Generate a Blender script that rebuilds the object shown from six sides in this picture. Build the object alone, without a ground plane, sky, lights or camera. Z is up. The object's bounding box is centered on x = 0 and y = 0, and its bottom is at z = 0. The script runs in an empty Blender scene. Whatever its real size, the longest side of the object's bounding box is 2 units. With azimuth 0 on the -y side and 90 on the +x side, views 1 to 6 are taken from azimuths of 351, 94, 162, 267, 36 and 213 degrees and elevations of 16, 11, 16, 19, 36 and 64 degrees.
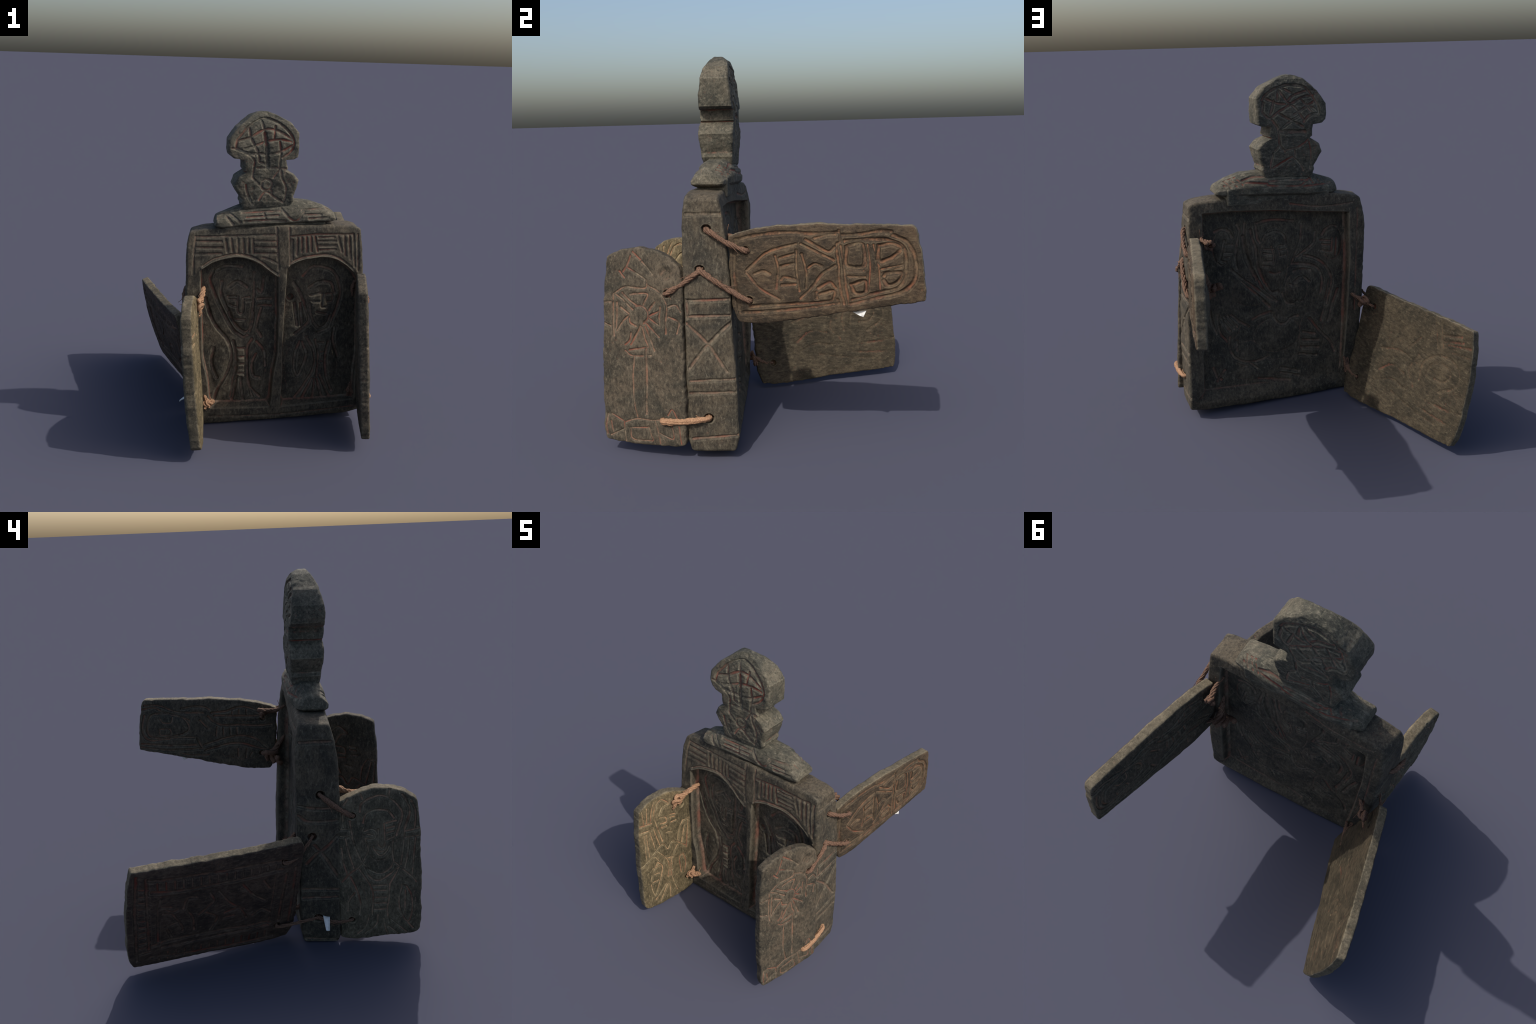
"""Carved wooden folding shrine: a block-like case with a niche front and back,
a mushroom-headed crest on a lozenge base, four hinged doors and fibre ties."""
import bpy
import math
import numpy as np
from mathutils import Vector

rng = np.random.default_rng(7)
TAU = 2 * math.pi


# ------------------------------------------------------------------ noise
def lattice_hash(i, j, k, seed):
    h = (i * 374761393 + j * 668265263 + k * 1274126177 + seed * 974711) & 0x7FFFFFFF
    h = ((h ^ (h >> 13)) * 1103515245) & 0x7FFFFFFF
    return ((h ^ (h >> 16)) & 0xFFFF) / 32767.5 - 1.0


def noise(p, scale, seed=0):
    q = p * scale
    f = np.floor(q)
    i, j, k = f.astype(np.int64).T
    t = q - f
    t = t * t * (3 - 2 * t)
    x, y, z = t.T
    g = lambda a, b, c: lattice_hash(i + a, j + b, k + c, seed)
    lo = (g(0, 0, 0) * (1 - x) + g(1, 0, 0) * x) * (1 - y) + (g(0, 1, 0) * (1 - x) + g(1, 1, 0) * x) * y
    hi = (g(0, 0, 1) * (1 - x) + g(1, 0, 1) * x) * (1 - y) + (g(0, 1, 1) * (1 - x) + g(1, 1, 1) * x) * y
    return lo * (1 - z) + hi * z


def smooth(t):
    t = np.clip(t, 0, 1)
    return t * t * (3 - 2 * t)


# ------------------------------------------------------------------ curves
def spline(pts, per=6):
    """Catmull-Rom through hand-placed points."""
    p = np.array(pts, float)
    if len(p) < 3:
        return p
    p = np.vstack([2 * p[0] - p[1], p, 2 * p[-1] - p[-2]])
    out = []
    for a, b, c, d in zip(p, p[1:], p[2:], p[3:]):
        for t in np.arange(per) / per:
            out.append(0.5 * (2 * b + (c - a) * t + (2 * a - 5 * b + 4 * c - d) * t * t + (3 * b - a - 3 * c + d) * t ** 3))
    out.append(p[-2])
    return np.array(out)


def at(table, t):
    """Piecewise-linear look-up in a little table of (key, value) pairs."""
    k, v = zip(*table)
    return np.interp(t, k, v)


def along(pts, t, smoothed=True):
    """Points at arc-length fractions t of a curve."""
    p = spline(pts) if smoothed else np.array(pts, float)
    s = np.concatenate([[0], np.cumsum(np.linalg.norm(np.diff(p, axis=0), axis=1))])
    s /= s[-1]
    return np.stack([np.interp(t, s, p[:, i]) for i in range(p.shape[1])], -1)


class Relief:
    """Depth of carving over a panel, measured at points (x, y) in metres."""

    def __init__(self, x, y, seed=0):
        self.x, self.y = x, y
        self.depth = np.zeros_like(x)
        p = np.stack([x, y, np.full_like(x, seed)], -1)
        self.wob = noise(p, 38, seed) * 0.0016
        self.vary = 0.88 + 0.28 * noise(p, 16, seed + 5)

    def cut(self, w, d, *pts):
        """A gouged line: half-width w and depth d in millimetres."""
        w, d = w * 1.25 / 1000, d * 1.35 / 1000
        c = spline(pts, 5)
        pad = w * 1.3 + 0.002
        lo, hi = c.min(0) - pad, c.max(0) + pad
        sel = np.flatnonzero((self.x > lo[0]) & (self.x < hi[0]) & (self.y > lo[1]) & (self.y < hi[1]))
        if not len(sel):
            return
        px, py = self.x[sel], self.y[sel]
        best = np.full(len(sel), 9.0)
        for (ax, ay), (bx, by) in zip(c, c[1:]):
            dx, dy = bx - ax, by - ay
            t = np.clip(((px - ax) * dx + (py - ay) * dy) / (dx * dx + dy * dy + 1e-12), 0, 1)
            best = np.minimum(best, np.hypot(px - ax - t * dx, py - ay - t * dy))
        q = np.clip((best + self.wob[sel]) / w, 0, 1)
        cutd = d * (1 - q * q) ** 1.35 * self.vary[sel]
        self.depth[sel] = np.maximum(self.depth[sel], cutd)

    def ridge(self, w, h, *pts):
        """A raised bar, the reverse of a cut."""
        kept, self.depth = self.depth, np.zeros_like(self.depth)
        self.cut(w, h, *pts)
        self.depth = kept - self.depth

    def sink(self, d, soft, *outline):
        """Lower the ground inside an outline."""
        self.depth = self.depth + d / 1000 * smooth(inside_distance(self.x, self.y, outline) / soft)

    def rungs(self, w, d, a0, a1, b0, b1, n):
        """n short strokes between the rails a0-a1 and b0-b1."""
        a0, a1, b0, b1 = map(np.array, (a0, a1, b0, b1))
        for i in range(n):
            t = (i + 0.5) / n
            self.cut(w, d, tuple(a0 + (a1 - a0) * t), tuple(b0 + (b1 - b0) * t))

    def pit(self, x, y, r, d, soft=0.006):
        q = np.hypot(self.x - x, self.y - y) + self.wob
        t = smooth((r + soft / 2 - q) / soft)
        self.depth = self.depth * (1 - t) + d * t

    def swell(self, x, y, rx, ry, h, power=2):
        q = ((self.x - x) / rx) ** 2 + ((self.y - y) / ry) ** 2
        self.depth -= h * np.clip(1 - q, 0, 1) ** (power / 2)


def inside_distance(x, y, poly):
    """Distance to a closed outline, positive inside."""
    p = np.array(poly)
    best = np.full_like(x, 9.0)
    odd = np.zeros(len(x), bool)
    for (ax, ay), (bx, by) in zip(p, np.roll(p, -1, 0)):
        dx, dy = bx - ax, by - ay
        t = np.clip(((x - ax) * dx + (y - ay) * dy) / (dx * dx + dy * dy + 1e-12), 0, 1)
        best = np.minimum(best, np.hypot(x - ax - t * dx, y - ay - t * dy))
        if ay != by:
            odd ^= ((ay > y) != (by > y)) & (x < dx * (y - ay) / dy + ax)
    return np.where(odd, best, -best)


# ------------------------------------------------------------------ meshes
class Block:
    """Surface lattice of a rounded block; (a, b, c) run over width, depth, height."""

    def __init__(self, dims, step, radius):
        n = [max(3, int(round(d / s))) for d, s in zip(dims, step)]
        idx = np.full([k + 1 for k in n], -1, np.int64)
        on = np.zeros(idx.shape, bool)
        for ax in range(3):
            sl = [slice(None)] * 3
            for e in (0, -1):
                sl[ax] = e
                on[tuple(sl)] = True
        ijk = np.argwhere(on)
        idx[on] = np.arange(len(ijk))
        quads, rim = [], []
        for ax in range(3):
            for e, flip in ((0, True), (-1, False)):
                sl = [slice(None)] * 3
                sl[ax] = e
                g = idx[tuple(sl)]
                q = np.stack([g[:-1, :-1], g[1:, :-1], g[1:, 1:], g[:-1, 1:]], -1).reshape(-1, 4)
                if flip ^ (ax == 1):
                    q = q[:, ::-1]
                quads.append(q)
                rim.append(np.full(len(q), 1 if ax != 1 else 0 if e == 0 else 2))
        self.quads, self.rim = np.vstack(quads), np.concatenate(rim)
        n, dims = np.array(n), np.array(dims, float)
        p = ijk / n * dims
        core = np.clip(p, radius, dims - radius)
        off = p - core
        length = np.linalg.norm(off, axis=1, keepdims=True)
        self.normal = off / length
        p = core + self.normal * radius
        self.a, self.b, self.c = (p / dims).T
        self.left, self.right = ijk[:, 0] == 0, ijk[:, 0] == n[0]
        self.front, self.back = ijk[:, 1] == 0, ijk[:, 1] == n[1]
        self.low, self.high = ijk[:, 2] == 0, ijk[:, 2] == n[2]


def mesh_object(name, verts, quads, material, parent, more_materials=(), slots=None):
    me = bpy.data.meshes.new(name)
    me.vertices.add(len(verts))
    me.vertices.foreach_set("co", np.asarray(verts, np.float32).ravel())
    quads = np.asarray(quads)
    k = quads.shape[1]
    me.loops.add(quads.size)
    me.loops.foreach_set("vertex_index", quads.ravel().astype(np.int32))
    me.polygons.add(len(quads))
    me.polygons.foreach_set("loop_start", np.arange(0, quads.size, k, dtype=np.int32))
    me.polygons.foreach_set("use_smooth", np.ones(len(quads), bool))
    me.update(calc_edges=True)
    me.materials.append(material)
    for extra in more_materials:
        me.materials.append(extra)
    if slots is not None:
        me.polygons.foreach_set("material_index", slots.astype(np.int32))
    ob = bpy.data.objects.new(name, me)
    bpy.context.scene.collection.objects.link(ob)
    ob.parent = parent
    return ob


def weathered(p, nrm, amount=1.0, seed=0):
    """Hand-hewn unevenness: broad waves, tool dents, a little roughness."""
    h = 0.0032 * noise(p, 7, seed) + 0.0022 * noise(p, 19, seed + 1) + 0.0010 * noise(p, 55, seed + 2) + 0.0005 * noise(p, 140, seed + 3)
    return p + nrm * (h * amount)[:, None]


# ------------------------------------------------------------------ carved lines
# Each cut: half-width and depth in millimetres, then the points it runs through, in metres on its panel.
def carve_FR(cut):
    # cross
    cut(7, 5, (.355, .860), (.343, .897), (.337, .917))
    cut(7, 5, (.325, .938), (.280, .905))
    cut(7, 5, (.355, .862), (.295, .835), (.242, .808))
    cut(7, 5, (.271, .896), (.213, .839))
    cut(7, 5, (.374, .834), (.355, .862))
    cut(7, 5, (.392, .837), (.364, .808))
    cut(7, 5, (.419, .721), (.388, .745), (.354, .763), (.296, .764), (.244, .771), (.241, .809))
    cut(7, 5, (.241, .785), (.179, .760), (.153, .735), (.129, .687), (.133, .615), (.128, .556))
    cut(7, 5, (.412, .722), (.374, .702), (.337, .674), (.310, .655))
    cut(7, 5, (.370, .731), (.329, .699), (.289, .676))
    cut(7, 5, (.326, .728), (.295, .735), (.235, .738), (.254, .684))
    cut(7, 5, (.194, .703), (.223, .660))
    cut(7, 5, (.293, .673), (.260, .677), (.231, .655), (.226, .623), (.244, .593))
    cut(7, 5, (.289, .575), (.319, .588), (.326, .611))
    cut(7, 5, (.226, .627), (.162, .587))
    cut(7, 5, (.165, .682), (.166, .635), (.162, .587))
    cut(7, 5, (.222, .632), (.167, .662))
    cut(7, 5, (.242, .601), (.197, .563), (.162, .536))
    cut(7, 5, (.237, .578), (.213, .525), (.185, .464))
    cut(7, 5, (.254, .572), (.239, .521), (.220, .480))
    cut(7, 5, (.315, .536), (.322, .498), (.344, .475))
    cut(7, 5, (.377, .658), (.331, .631))
    cut(7, 5, (.333, .619), (.365, .586), (.395, .538))
    cut(7, 5, (.421, .717), (.419, .596), (.410, .511))
    cut(7, 5, (.400, .679), (.399, .598), (.400, .549))
    cut(7, 5, (.320, .450), (.220, .476))
    cut(7, 5, (.125, .687), (.083, .700), (.057, .672))
    cut(7, 5, (.119, .640), (.067, .619), (.069, .563))
    cut(7, 5, (.483, .670), (.431, .680))
    cut(7, 5, (.477, .568), (.432, .558))
    cut(7, 5, (.263, .575), (.313, .479))
    # shaft
    cut(7, 4, (.293, .421), (.296, .334), (.287, .212), (.263, .108))
    cut(7, 4, (.342, .443), (.302, .422), (.201, .438))
    cut(10, 6, (.229, .466), (.220, .305), (.213, .139))
    # foot
    cut(6, 4, (.408, .105), (.339, .079))
    cut(6, 4, (.334, .075), (.263, .104), (.175, .110), (.131, .122))
    cut(6, 4, (.339, .079), (.326, -.024))
    cut(6, 4, (.409, -.005), (.337, .037))
    cut(6, 4, (.431, .105), (.438, .045), (.430, -.000))
    cut(6, 4, (.411, .066), (.400, .013))
    cut(6, 4, (.297, .052), (.204, .068))
    cut(6, 4, (.299, .052), (.286, -.005), (.179, .002))
    cut(6, 4, (.200, .073), (.175, .007))
    cut(6, 4, (.166, .108), (.151, .065), (.135, -.007))
    cut(6, 4, (.146, .049), (.067, .030), (.078, .102))
    cut(6, 4, (.039, .096), (.023, .013))
    cut(6, 4, (.098, .148), (.077, .180), (.050, .136))

def carve_BR(cut):
    # border
    cut(11, 7, (.011, .397), (.119, .411), (.255, .413), (.386, .397), (.503, .392))
    cut(11, 7, (.514, .378), (.600, .375), (.685, .383), (.738, .374))
    cut(11, 7, (-.003, .046), (.123, .046), (.305, .051), (.471, .066))
    cut(11, 7, (.052, .073), (.254, .074), (.397, .072), (.468, .079))
    cut(11, 7, (.010, .388), (-.014, .228), (-.005, .048))
    # divider
    cut(9, 6, (.504, .400), (.508, .352), (.488, .332), (.490, .236), (.486, .149), (.497, .060))
    cut(9, 6, (.506, .331), (.515, .252), (.514, .147), (.520, .058))
    # diamond
    cut(9, 7, (.049, .246), (.105, .291), (.169, .331), (.302, .356))
    cut(9, 7, (.324, .354), (.391, .314), (.469, .268))
    cut(9, 7, (.473, .242), (.410, .207), (.361, .153), (.297, .099))
    cut(9, 7, (.048, .237), (.104, .161), (.193, .101))
    cut(9, 7, (.198, .307), (.204, .239), (.186, .155))
    cut(9, 7, (.299, .325), (.291, .233), (.296, .135))
    cut(9, 7, (.323, .306), (.337, .225), (.329, .146))
    cut(9, 7, (.215, .296), (.288, .309))
    cut(9, 7, (.215, .256), (.279, .265))
    cut(9, 7, (.214, .167), (.282, .167))
    cut(9, 7, (.213, .194), (.232, .204), (.289, .189))
    cut(9, 7, (.343, .238), (.380, .257), (.414, .242))
    cut(9, 7, (.089, .229), (.131, .240), (.161, .224))
    # corner
    cut(10, 8, (.392, .375), (.450, .387), (.489, .386))
    cut(10, 8, (.348, .372), (.389, .345), (.447, .309), (.479, .324))
    cut(10, 8, (.386, .142), (.441, .165), (.465, .137))
    cut(10, 8, (.383, .111), (.455, .124), (.451, .085))
    cut(10, 8, (.375, .121), (.372, .094))
    # quatrefoil
    cut(12, 10, (.535, .324), (.553, .331), (.608, .329), (.606, .232), (.543, .230), (.522, .251), (.535, .324))
    cut(12, 10, (.679, .317), (.742, .323), (.777, .296), (.737, .261), (.681, .246), (.671, .275), (.679, .317))
    cut(12, 10, (.539, .145), (.601, .161), (.604, .119), (.589, .103), (.553, .107), (.539, .145))
    cut(12, 10, (.690, .176), (.705, .188), (.766, .188), (.766, .165), (.739, .139), (.705, .134), (.688, .157))
    cut(7, 5, (.629, .325), (.633, .226), (.615, .123))
    cut(7, 5, (.656, .323), (.671, .223), (.669, .115))
    cut(7, 5, (.525, .216), (.601, .211))
    cut(7, 5, (.522, .188), (.607, .180))
    cut(7, 5, (.678, .210), (.784, .223))
    cut(7, 5, (.685, .192), (.774, .213))
    # arch
    cut(12, 8, (.529, .351), (.661, .348), (.743, .333), (.786, .300), (.794, .248), (.783, .172), (.746, .119), (.660, .102), (.537, .075))
    cut(12, 8, (.745, .358), (.804, .324), (.834, .254), (.831, .169), (.800, .119), (.743, .093), (.658, .081), (.527, .058))

def carve_BL(cut):
    # frame
    cut(11, 6, (.849, .638), (.865, .437), (.866, .267), (.866, .073))
    cut(11, 6, (.801, .620), (.804, .420), (.801, .148))
    cut(11, 6, (.742, .483), (.752, .338), (.752, .198))
    cut(11, 6, (.789, .611), (.599, .603), (.352, .605), (.099, .602))
    cut(11, 6, (.777, .541), (.598, .525), (.348, .530), (.094, .546))
    cut(11, 6, (.785, .172), (.596, .182), (.359, .172), (.134, .160))
    cut(11, 6, (.792, .080), (.596, .056), (.326, .035), (.101, .030))
    cut(11, 6, (.069, .503), (.081, .327), (.084, .169))
    cut(11, 6, (.018, .538), (.019, .318), (.019, .136))
    # scroll
    cut(9, 5, (.618, .398), (.598, .460), (.553, .461))
    cut(9, 5, (.478, .469), (.459, .417), (.496, .372), (.536, .335))
    cut(9, 5, (.433, .471), (.367, .373), (.291, .311))
    cut(9, 5, (.305, .486), (.237, .395), (.175, .344))
    cut(9, 5, (.677, .373), (.627, .276), (.622, .239))
    cut(9, 5, (.647, .399), (.677, .386), (.707, .408))
    cut(9, 5, (.598, .379), (.567, .315), (.561, .229))
    cut(9, 5, (.396, .311), (.318, .325), (.276, .243))
    cut(9, 5, (.698, .296), (.648, .303))
    cut(9, 5, (.703, .269), (.678, .198))
    cut(9, 5, (.239, .247), (.192, .278), (.140, .242))
    cut(9, 5, (.400, .270), (.347, .277))
    cut(9, 5, (.190, .485), (.153, .422))
    cut(9, 5, (.731, .434), (.682, .421))
    cut(9, 5, (.722, .385), (.677, .373))
    cut(9, 5, (.495, .338), (.437, .287), (.472, .204))

def carve_BL_in(cut):
    # rings
    cut(10, 3, (.615, .332), (.633, .396), (.695, .432), (.762, .421), (.784, .380), (.744, .337), (.680, .335))
    cut(10, 3, (.570, .293), (.575, .397), (.675, .467), (.782, .470), (.845, .410), (.825, .334), (.727, .274))
    cut(10, 3, (.539, .238), (.482, .320), (.528, .424))
    cut(10, 3, (.591, .674), (.653, .509))
    cut(10, 3, (.637, .674), (.690, .522))
    cut(10, 3, (.674, .587), (.806, .616))
    cut(10, 3, (.684, .555), (.824, .587))
    cut(10, 3, (.234, .369), (.374, .401), (.525, .372))
    cut(10, 3, (.246, .234), (.344, .300), (.452, .286))
    cut(10, 3, (.255, .175), (.371, .219), (.481, .200))
    cut(10, 3, (.659, .197), (.840, .201), (.921, .221))
    cut(10, 3, (.618, .144), (.846, .127))
    cut(10, 3, (.393, .151), (.590, .111), (.747, .098))
    cut(10, 3, (.731, .549), (.879, .572))
    cut(10, 3, (.768, .514), (.887, .520))
    cut(10, 3, (.443, .439), (.516, .522))

def carve_BR_in(cut):
    # saint
    cut(9, 6, (.852, .327), (.771, .348), (.707, .321), (.644, .317), (.580, .299), (.535, .284))
    cut(9, 6, (.834, .356), (.739, .364), (.653, .339), (.590, .331), (.446, .343))
    cut(9, 6, (.586, .359), (.505, .379), (.434, .381), (.407, .369))
    cut(9, 6, (.834, .287), (.848, .201), (.830, .141), (.784, .121), (.706, .138), (.624, .159), (.496, .170))
    cut(9, 6, (.807, .256), (.812, .176), (.770, .141), (.692, .153), (.578, .187), (.534, .228), (.562, .287), (.626, .309), (.716, .315), (.784, .296), (.807, .256))
    cut(9, 6, (.463, .291), (.408, .239))
    cut(9, 6, (.410, .323), (.378, .293), (.310, .271), (.198, .283), (.087, .288), (-.001, .303))
    cut(9, 6, (.849, .091), (.669, .098), (.486, .119))
    cut(9, 6, (.854, .067), (.678, .063), (.440, .099))
    cut(9, 6, (.478, .167), (.440, .099))
    cut(9, 6, (.388, .348), (.296, .369), (.226, .398), (.160, .404), (.079, .383))
    cut(9, 6, (.370, .331), (.290, .338), (.091, .355))
    cut(9, 6, (.421, .087), (.349, .117), (.260, .149), (.170, .157), (.056, .134), (-.002, .135))
    cut(9, 6, (.431, .124), (.351, .160), (.262, .196), (.173, .213), (.082, .193), (.012, .138))
    cut(6, 4, (.729, .211), (.661, .217), (.656, .180), (.720, .170), (.729, .211))
    cut(6, 4, (.725, .277), (.702, .256), (.652, .260), (.644, .298))
    cut(6, 4, (.570, .244), (.533, .210))
    cut(6, 4, (.350, .258), (.352, .188))
    cut(6, 4, (.309, .257), (.303, .206))
    cut(6, 4, (.264, .261), (.258, .215))
    cut(6, 4, (.220, .265), (.213, .219))
    cut(6, 4, (.256, .382), (.255, .345))
    cut(6, 4, (.212, .390), (.210, .349))
    cut(6, 4, (.164, .394), (.162, .353))
    cut(6, 4, (.204, .121), (.198, .069))
    cut(6, 4, (.146, .126), (.148, .064))
    cut(6, 4, (.109, .105), (.121, .076))
    cut(6, 4, (.613, .064), (.549, .046), (.439, .051), (.393, .060))

def carve_FL(cut):
    # saint
    cut(8, 5, (.137, .785), (.147, .822), (.182, .849), (.233, .865), (.275, .858), (.308, .833), (.340, .794), (.352, .755), (.338, .699), (.320, .641))
    cut(8, 5, (.152, .722), (.162, .760), (.188, .782), (.235, .790), (.281, .778), (.309, .738))
    cut(8, 5, (.267, .716), (.318, .724))
    cut(8, 5, (.354, .864), (.378, .820), (.390, .768), (.363, .673))
    cut(8, 5, (.399, .824), (.419, .766), (.414, .671))
    cut(8, 5, (.293, .899), (.287, .858))
    cut(8, 5, (.048, .794), (.048, .698))
    cut(8, 5, (.084, .730), (.092, .637))
    cut(8, 5, (.145, .874), (.153, .851))
    cut(8, 5, (.058, .822), (.077, .850))
    cut(7, 4.5, (.158, .675), (.193, .688), (.218, .667), (.204, .633), (.161, .630))
    cut(7, 4.5, (.171, .659), (.196, .653))
    cut(7, 4.5, (.227, .686), (.225, .598), (.241, .575))
    cut(7, 4.5, (.258, .714), (.259, .616), (.252, .577))
    cut(7, 4.5, (.270, .689), (.308, .692))
    cut(7, 4.5, (.269, .660), (.304, .668))
    cut(7, 4.5, (.268, .621), (.307, .634))
    cut(7, 4.5, (.198, .584), (.206, .559), (.235, .528), (.266, .552), (.280, .581))
    cut(7, 4.5, (.206, .564), (.245, .550), (.267, .566))
    cut(7, 4.5, (.138, .487), (.176, .439), (.232, .417), (.281, .445), (.303, .480), (.329, .459))
    cut(7, 4.5, (.146, .461), (.170, .404), (.209, .376), (.262, .395), (.329, .449))
    cut(7, 4.5, (.025, .685), (.086, .688))
    cut(7, 4.5, (.023, .646), (.088, .643))
    cut(7, 4.5, (.057, .635), (.070, .545), (.093, .453))
    cut(7, 4.5, (.088, .643), (.114, .548), (.138, .487))
    cut(7, 4.5, (.033, .576), (.041, .485), (.056, .418))
    cut(7, 4.5, (.027, .373), (.064, .418), (.110, .452), (.138, .481))
    cut(7, 4.5, (.115, .457), (.152, .389), (.180, .331), (.188, .283), (.179, .156))
    cut(7, 4.5, (.073, .402), (.104, .318), (.119, .238), (.111, .168))
    cut(7, 4.5, (.090, .308), (.057, .256), (.049, .192))
    cut(7, 4.5, (.278, .348), (.271, .259), (.260, .180), (.267, .099))
    cut(7, 4.5, (.329, .449), (.297, .383), (.278, .348))
    cut(7, 4.5, (.350, .433), (.393, .390), (.418, .353))
    cut(7, 4.5, (.363, .670), (.352, .563), (.338, .463))
    cut(7, 4.5, (.383, .621), (.373, .512), (.359, .442))
    cut(7, 4.5, (.417, .619), (.403, .471), (.397, .390))
    cut(7, 4.5, (.363, .660), (.435, .672))
    cut(7, 4.5, (.362, .624), (.434, .630))
    cut(7, 4.5, (.344, .340), (.325, .258), (.332, .172), (.370, .096), (.394, .176), (.391, .266), (.366, .329), (.344, .340))
    cut(7, 4.5, (.359, .309), (.354, .150))
    cut(7, 4.5, (.210, .155), (.199, .090), (.138, .037))
    cut(7, 4.5, (.241, .127), (.248, .061), (.260, .011))
    cut(7, 4.5, (.266, .072), (.315, .021))
    cut(7, 4.5, (.272, .126), (.360, .031))
    cut(7, 4.5, (.165, .156), (.139, .075), (.097, .038))
    cut(7, 4.5, (.370, .091), (.397, .052))
    cut(7, 4.5, (.303, .634), (.296, .550), (.303, .480))
    cut(7, 4.5, (.161, .621), (.171, .556), (.138, .487))
    cut(7, 4.5, (.190, .346), (.256, .344))
    cut(7, 4.5, (.189, .315), (.260, .312))
    cut(7, 4.5, (.187, .270), (.258, .268))
    cut(7, 4.5, (.186, .233), (.257, .231))
    cut(7, 4.5, (.185, .193), (.256, .191))

def carve_FL_in(cut):
    # saint
    cut(7, 4.5, (.405, .830), (.398, .721))
    cut(7, 4.5, (.367, .844), (.378, .735))
    cut(7, 4.5, (.313, .872), (.335, .815), (.348, .744))
    cut(7, 4.5, (.427, .727), (.345, .724))
    cut(7, 4.5, (.431, .675), (.334, .672))
    cut(7, 4.5, (.403, .646), (.396, .435))
    cut(7, 4.5, (.388, .647), (.372, .447))
    cut(7, 4.5, (.361, .665), (.340, .569), (.322, .488))
    cut(7, 4.5, (.333, .683), (.289, .520))
    cut(7, 4.5, (.304, .838), (.320, .770), (.296, .658), (.265, .540))
    cut(7, 4.5, (.300, .844), (.253, .869), (.202, .824))
    cut(7, 4.5, (.084, .632), (.119, .575), (.140, .471))
    cut(7, 4.5, (.061, .605), (.104, .453))
    cut(7, 4.5, (.036, .610), (.061, .390))
    cut(7, 4.5, (.089, .626), (.028, .622))
    cut(7, 4.5, (.282, .760), (.249, .807), (.202, .817))
    cut(7, 4.5, (.276, .735), (.231, .722), (.225, .680), (.272, .686))
    cut(7, 4.5, (.266, .652), (.227, .650))
    cut(7, 4.5, (.192, .727), (.153, .718))
    cut(7, 4.5, (.193, .705), (.154, .695))
    cut(7, 4.5, (.187, .663), (.147, .660))
    cut(7, 4.5, (.230, .595), (.191, .585))
    cut(7, 4.5, (.356, .455), (.266, .516), (.222, .454), (.179, .498), (.060, .399))
    cut(7, 4.5, (.445, .387), (.349, .444), (.305, .396))
    cut(7, 4.5, (.308, .472), (.249, .393), (.221, .319), (.234, .216))
    cut(7, 4.5, (.141, .447), (.185, .385), (.205, .311), (.202, .207), (.159, .059))
    cut(7, 4.5, (.313, .384), (.357, .315), (.378, .234), (.354, .116), (.307, .221), (.277, .324), (.313, .384))
    cut(7, 4.5, (.096, .349), (.130, .324), (.119, .197))
    cut(7, 4.5, (.086, .179), (.074, .269), (.096, .349))
    cut(7, 4.5, (.238, .156), (.310, .038))
    cut(7, 4.5, (.254, .165), (.348, .078))
    cut(7, 4.5, (.222, .147), (.219, .031))
    cut(7, 4.5, (.374, .299), (.311, .291))
    cut(7, 4.5, (.374, .232), (.315, .233))
    cut(7, 4.5, (.355, .348), (.292, .348))
    cut(7, 4.5, (.238, .379), (.186, .369))
    cut(7, 4.5, (.229, .324), (.197, .315))
    cut(7, 4.5, (.231, .274), (.199, .265))
    cut(7, 4.5, (.242, .228), (.202, .215))

def carve_side_r(cut):
    # bands
    cut(10, 7, (-.326, 1.226), (-.153, 1.227))
    cut(10, 7, (-.342, .812), (-.122, .818))
    cut(10, 7, (-.340, .735), (-.122, .739))
    cut(10, 7, (-.331, .808), (-.331, .747))
    # saltire
    cut(11, 8, (-.335, .699), (-.238, .599), (-.149, .460))
    cut(11, 8, (-.124, .702), (-.238, .594), (-.329, .479))
    # bands
    cut(9, 6, (-.329, .414), (-.108, .424))
    cut(9, 6, (-.332, .352), (-.105, .358))
    cut(9, 6, (-.326, .115), (-.092, .139))

def carve_side_l(cut):
    # bands
    cut(10, 6, (-.143, 1.183), (-.298, 1.186))
    cut(10, 6, (-.127, .843), (-.231, .827), (-.336, .830))
    cut(10, 6, (-.130, .790), (-.174, .758), (-.248, .753), (-.336, .762))
    # saltire
    cut(11, 8, (-.337, .675), (-.267, .595), (-.222, .563), (-.172, .506))
    cut(11, 8, (-.213, .619), (-.267, .545), (-.340, .426))
    # bands
    cut(9, 6, (-.153, .351), (-.345, .351))
    cut(9, 6, (-.153, .295), (-.348, .302))
    cut(9, 6, (-.165, .028), (-.354, .018))

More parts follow.
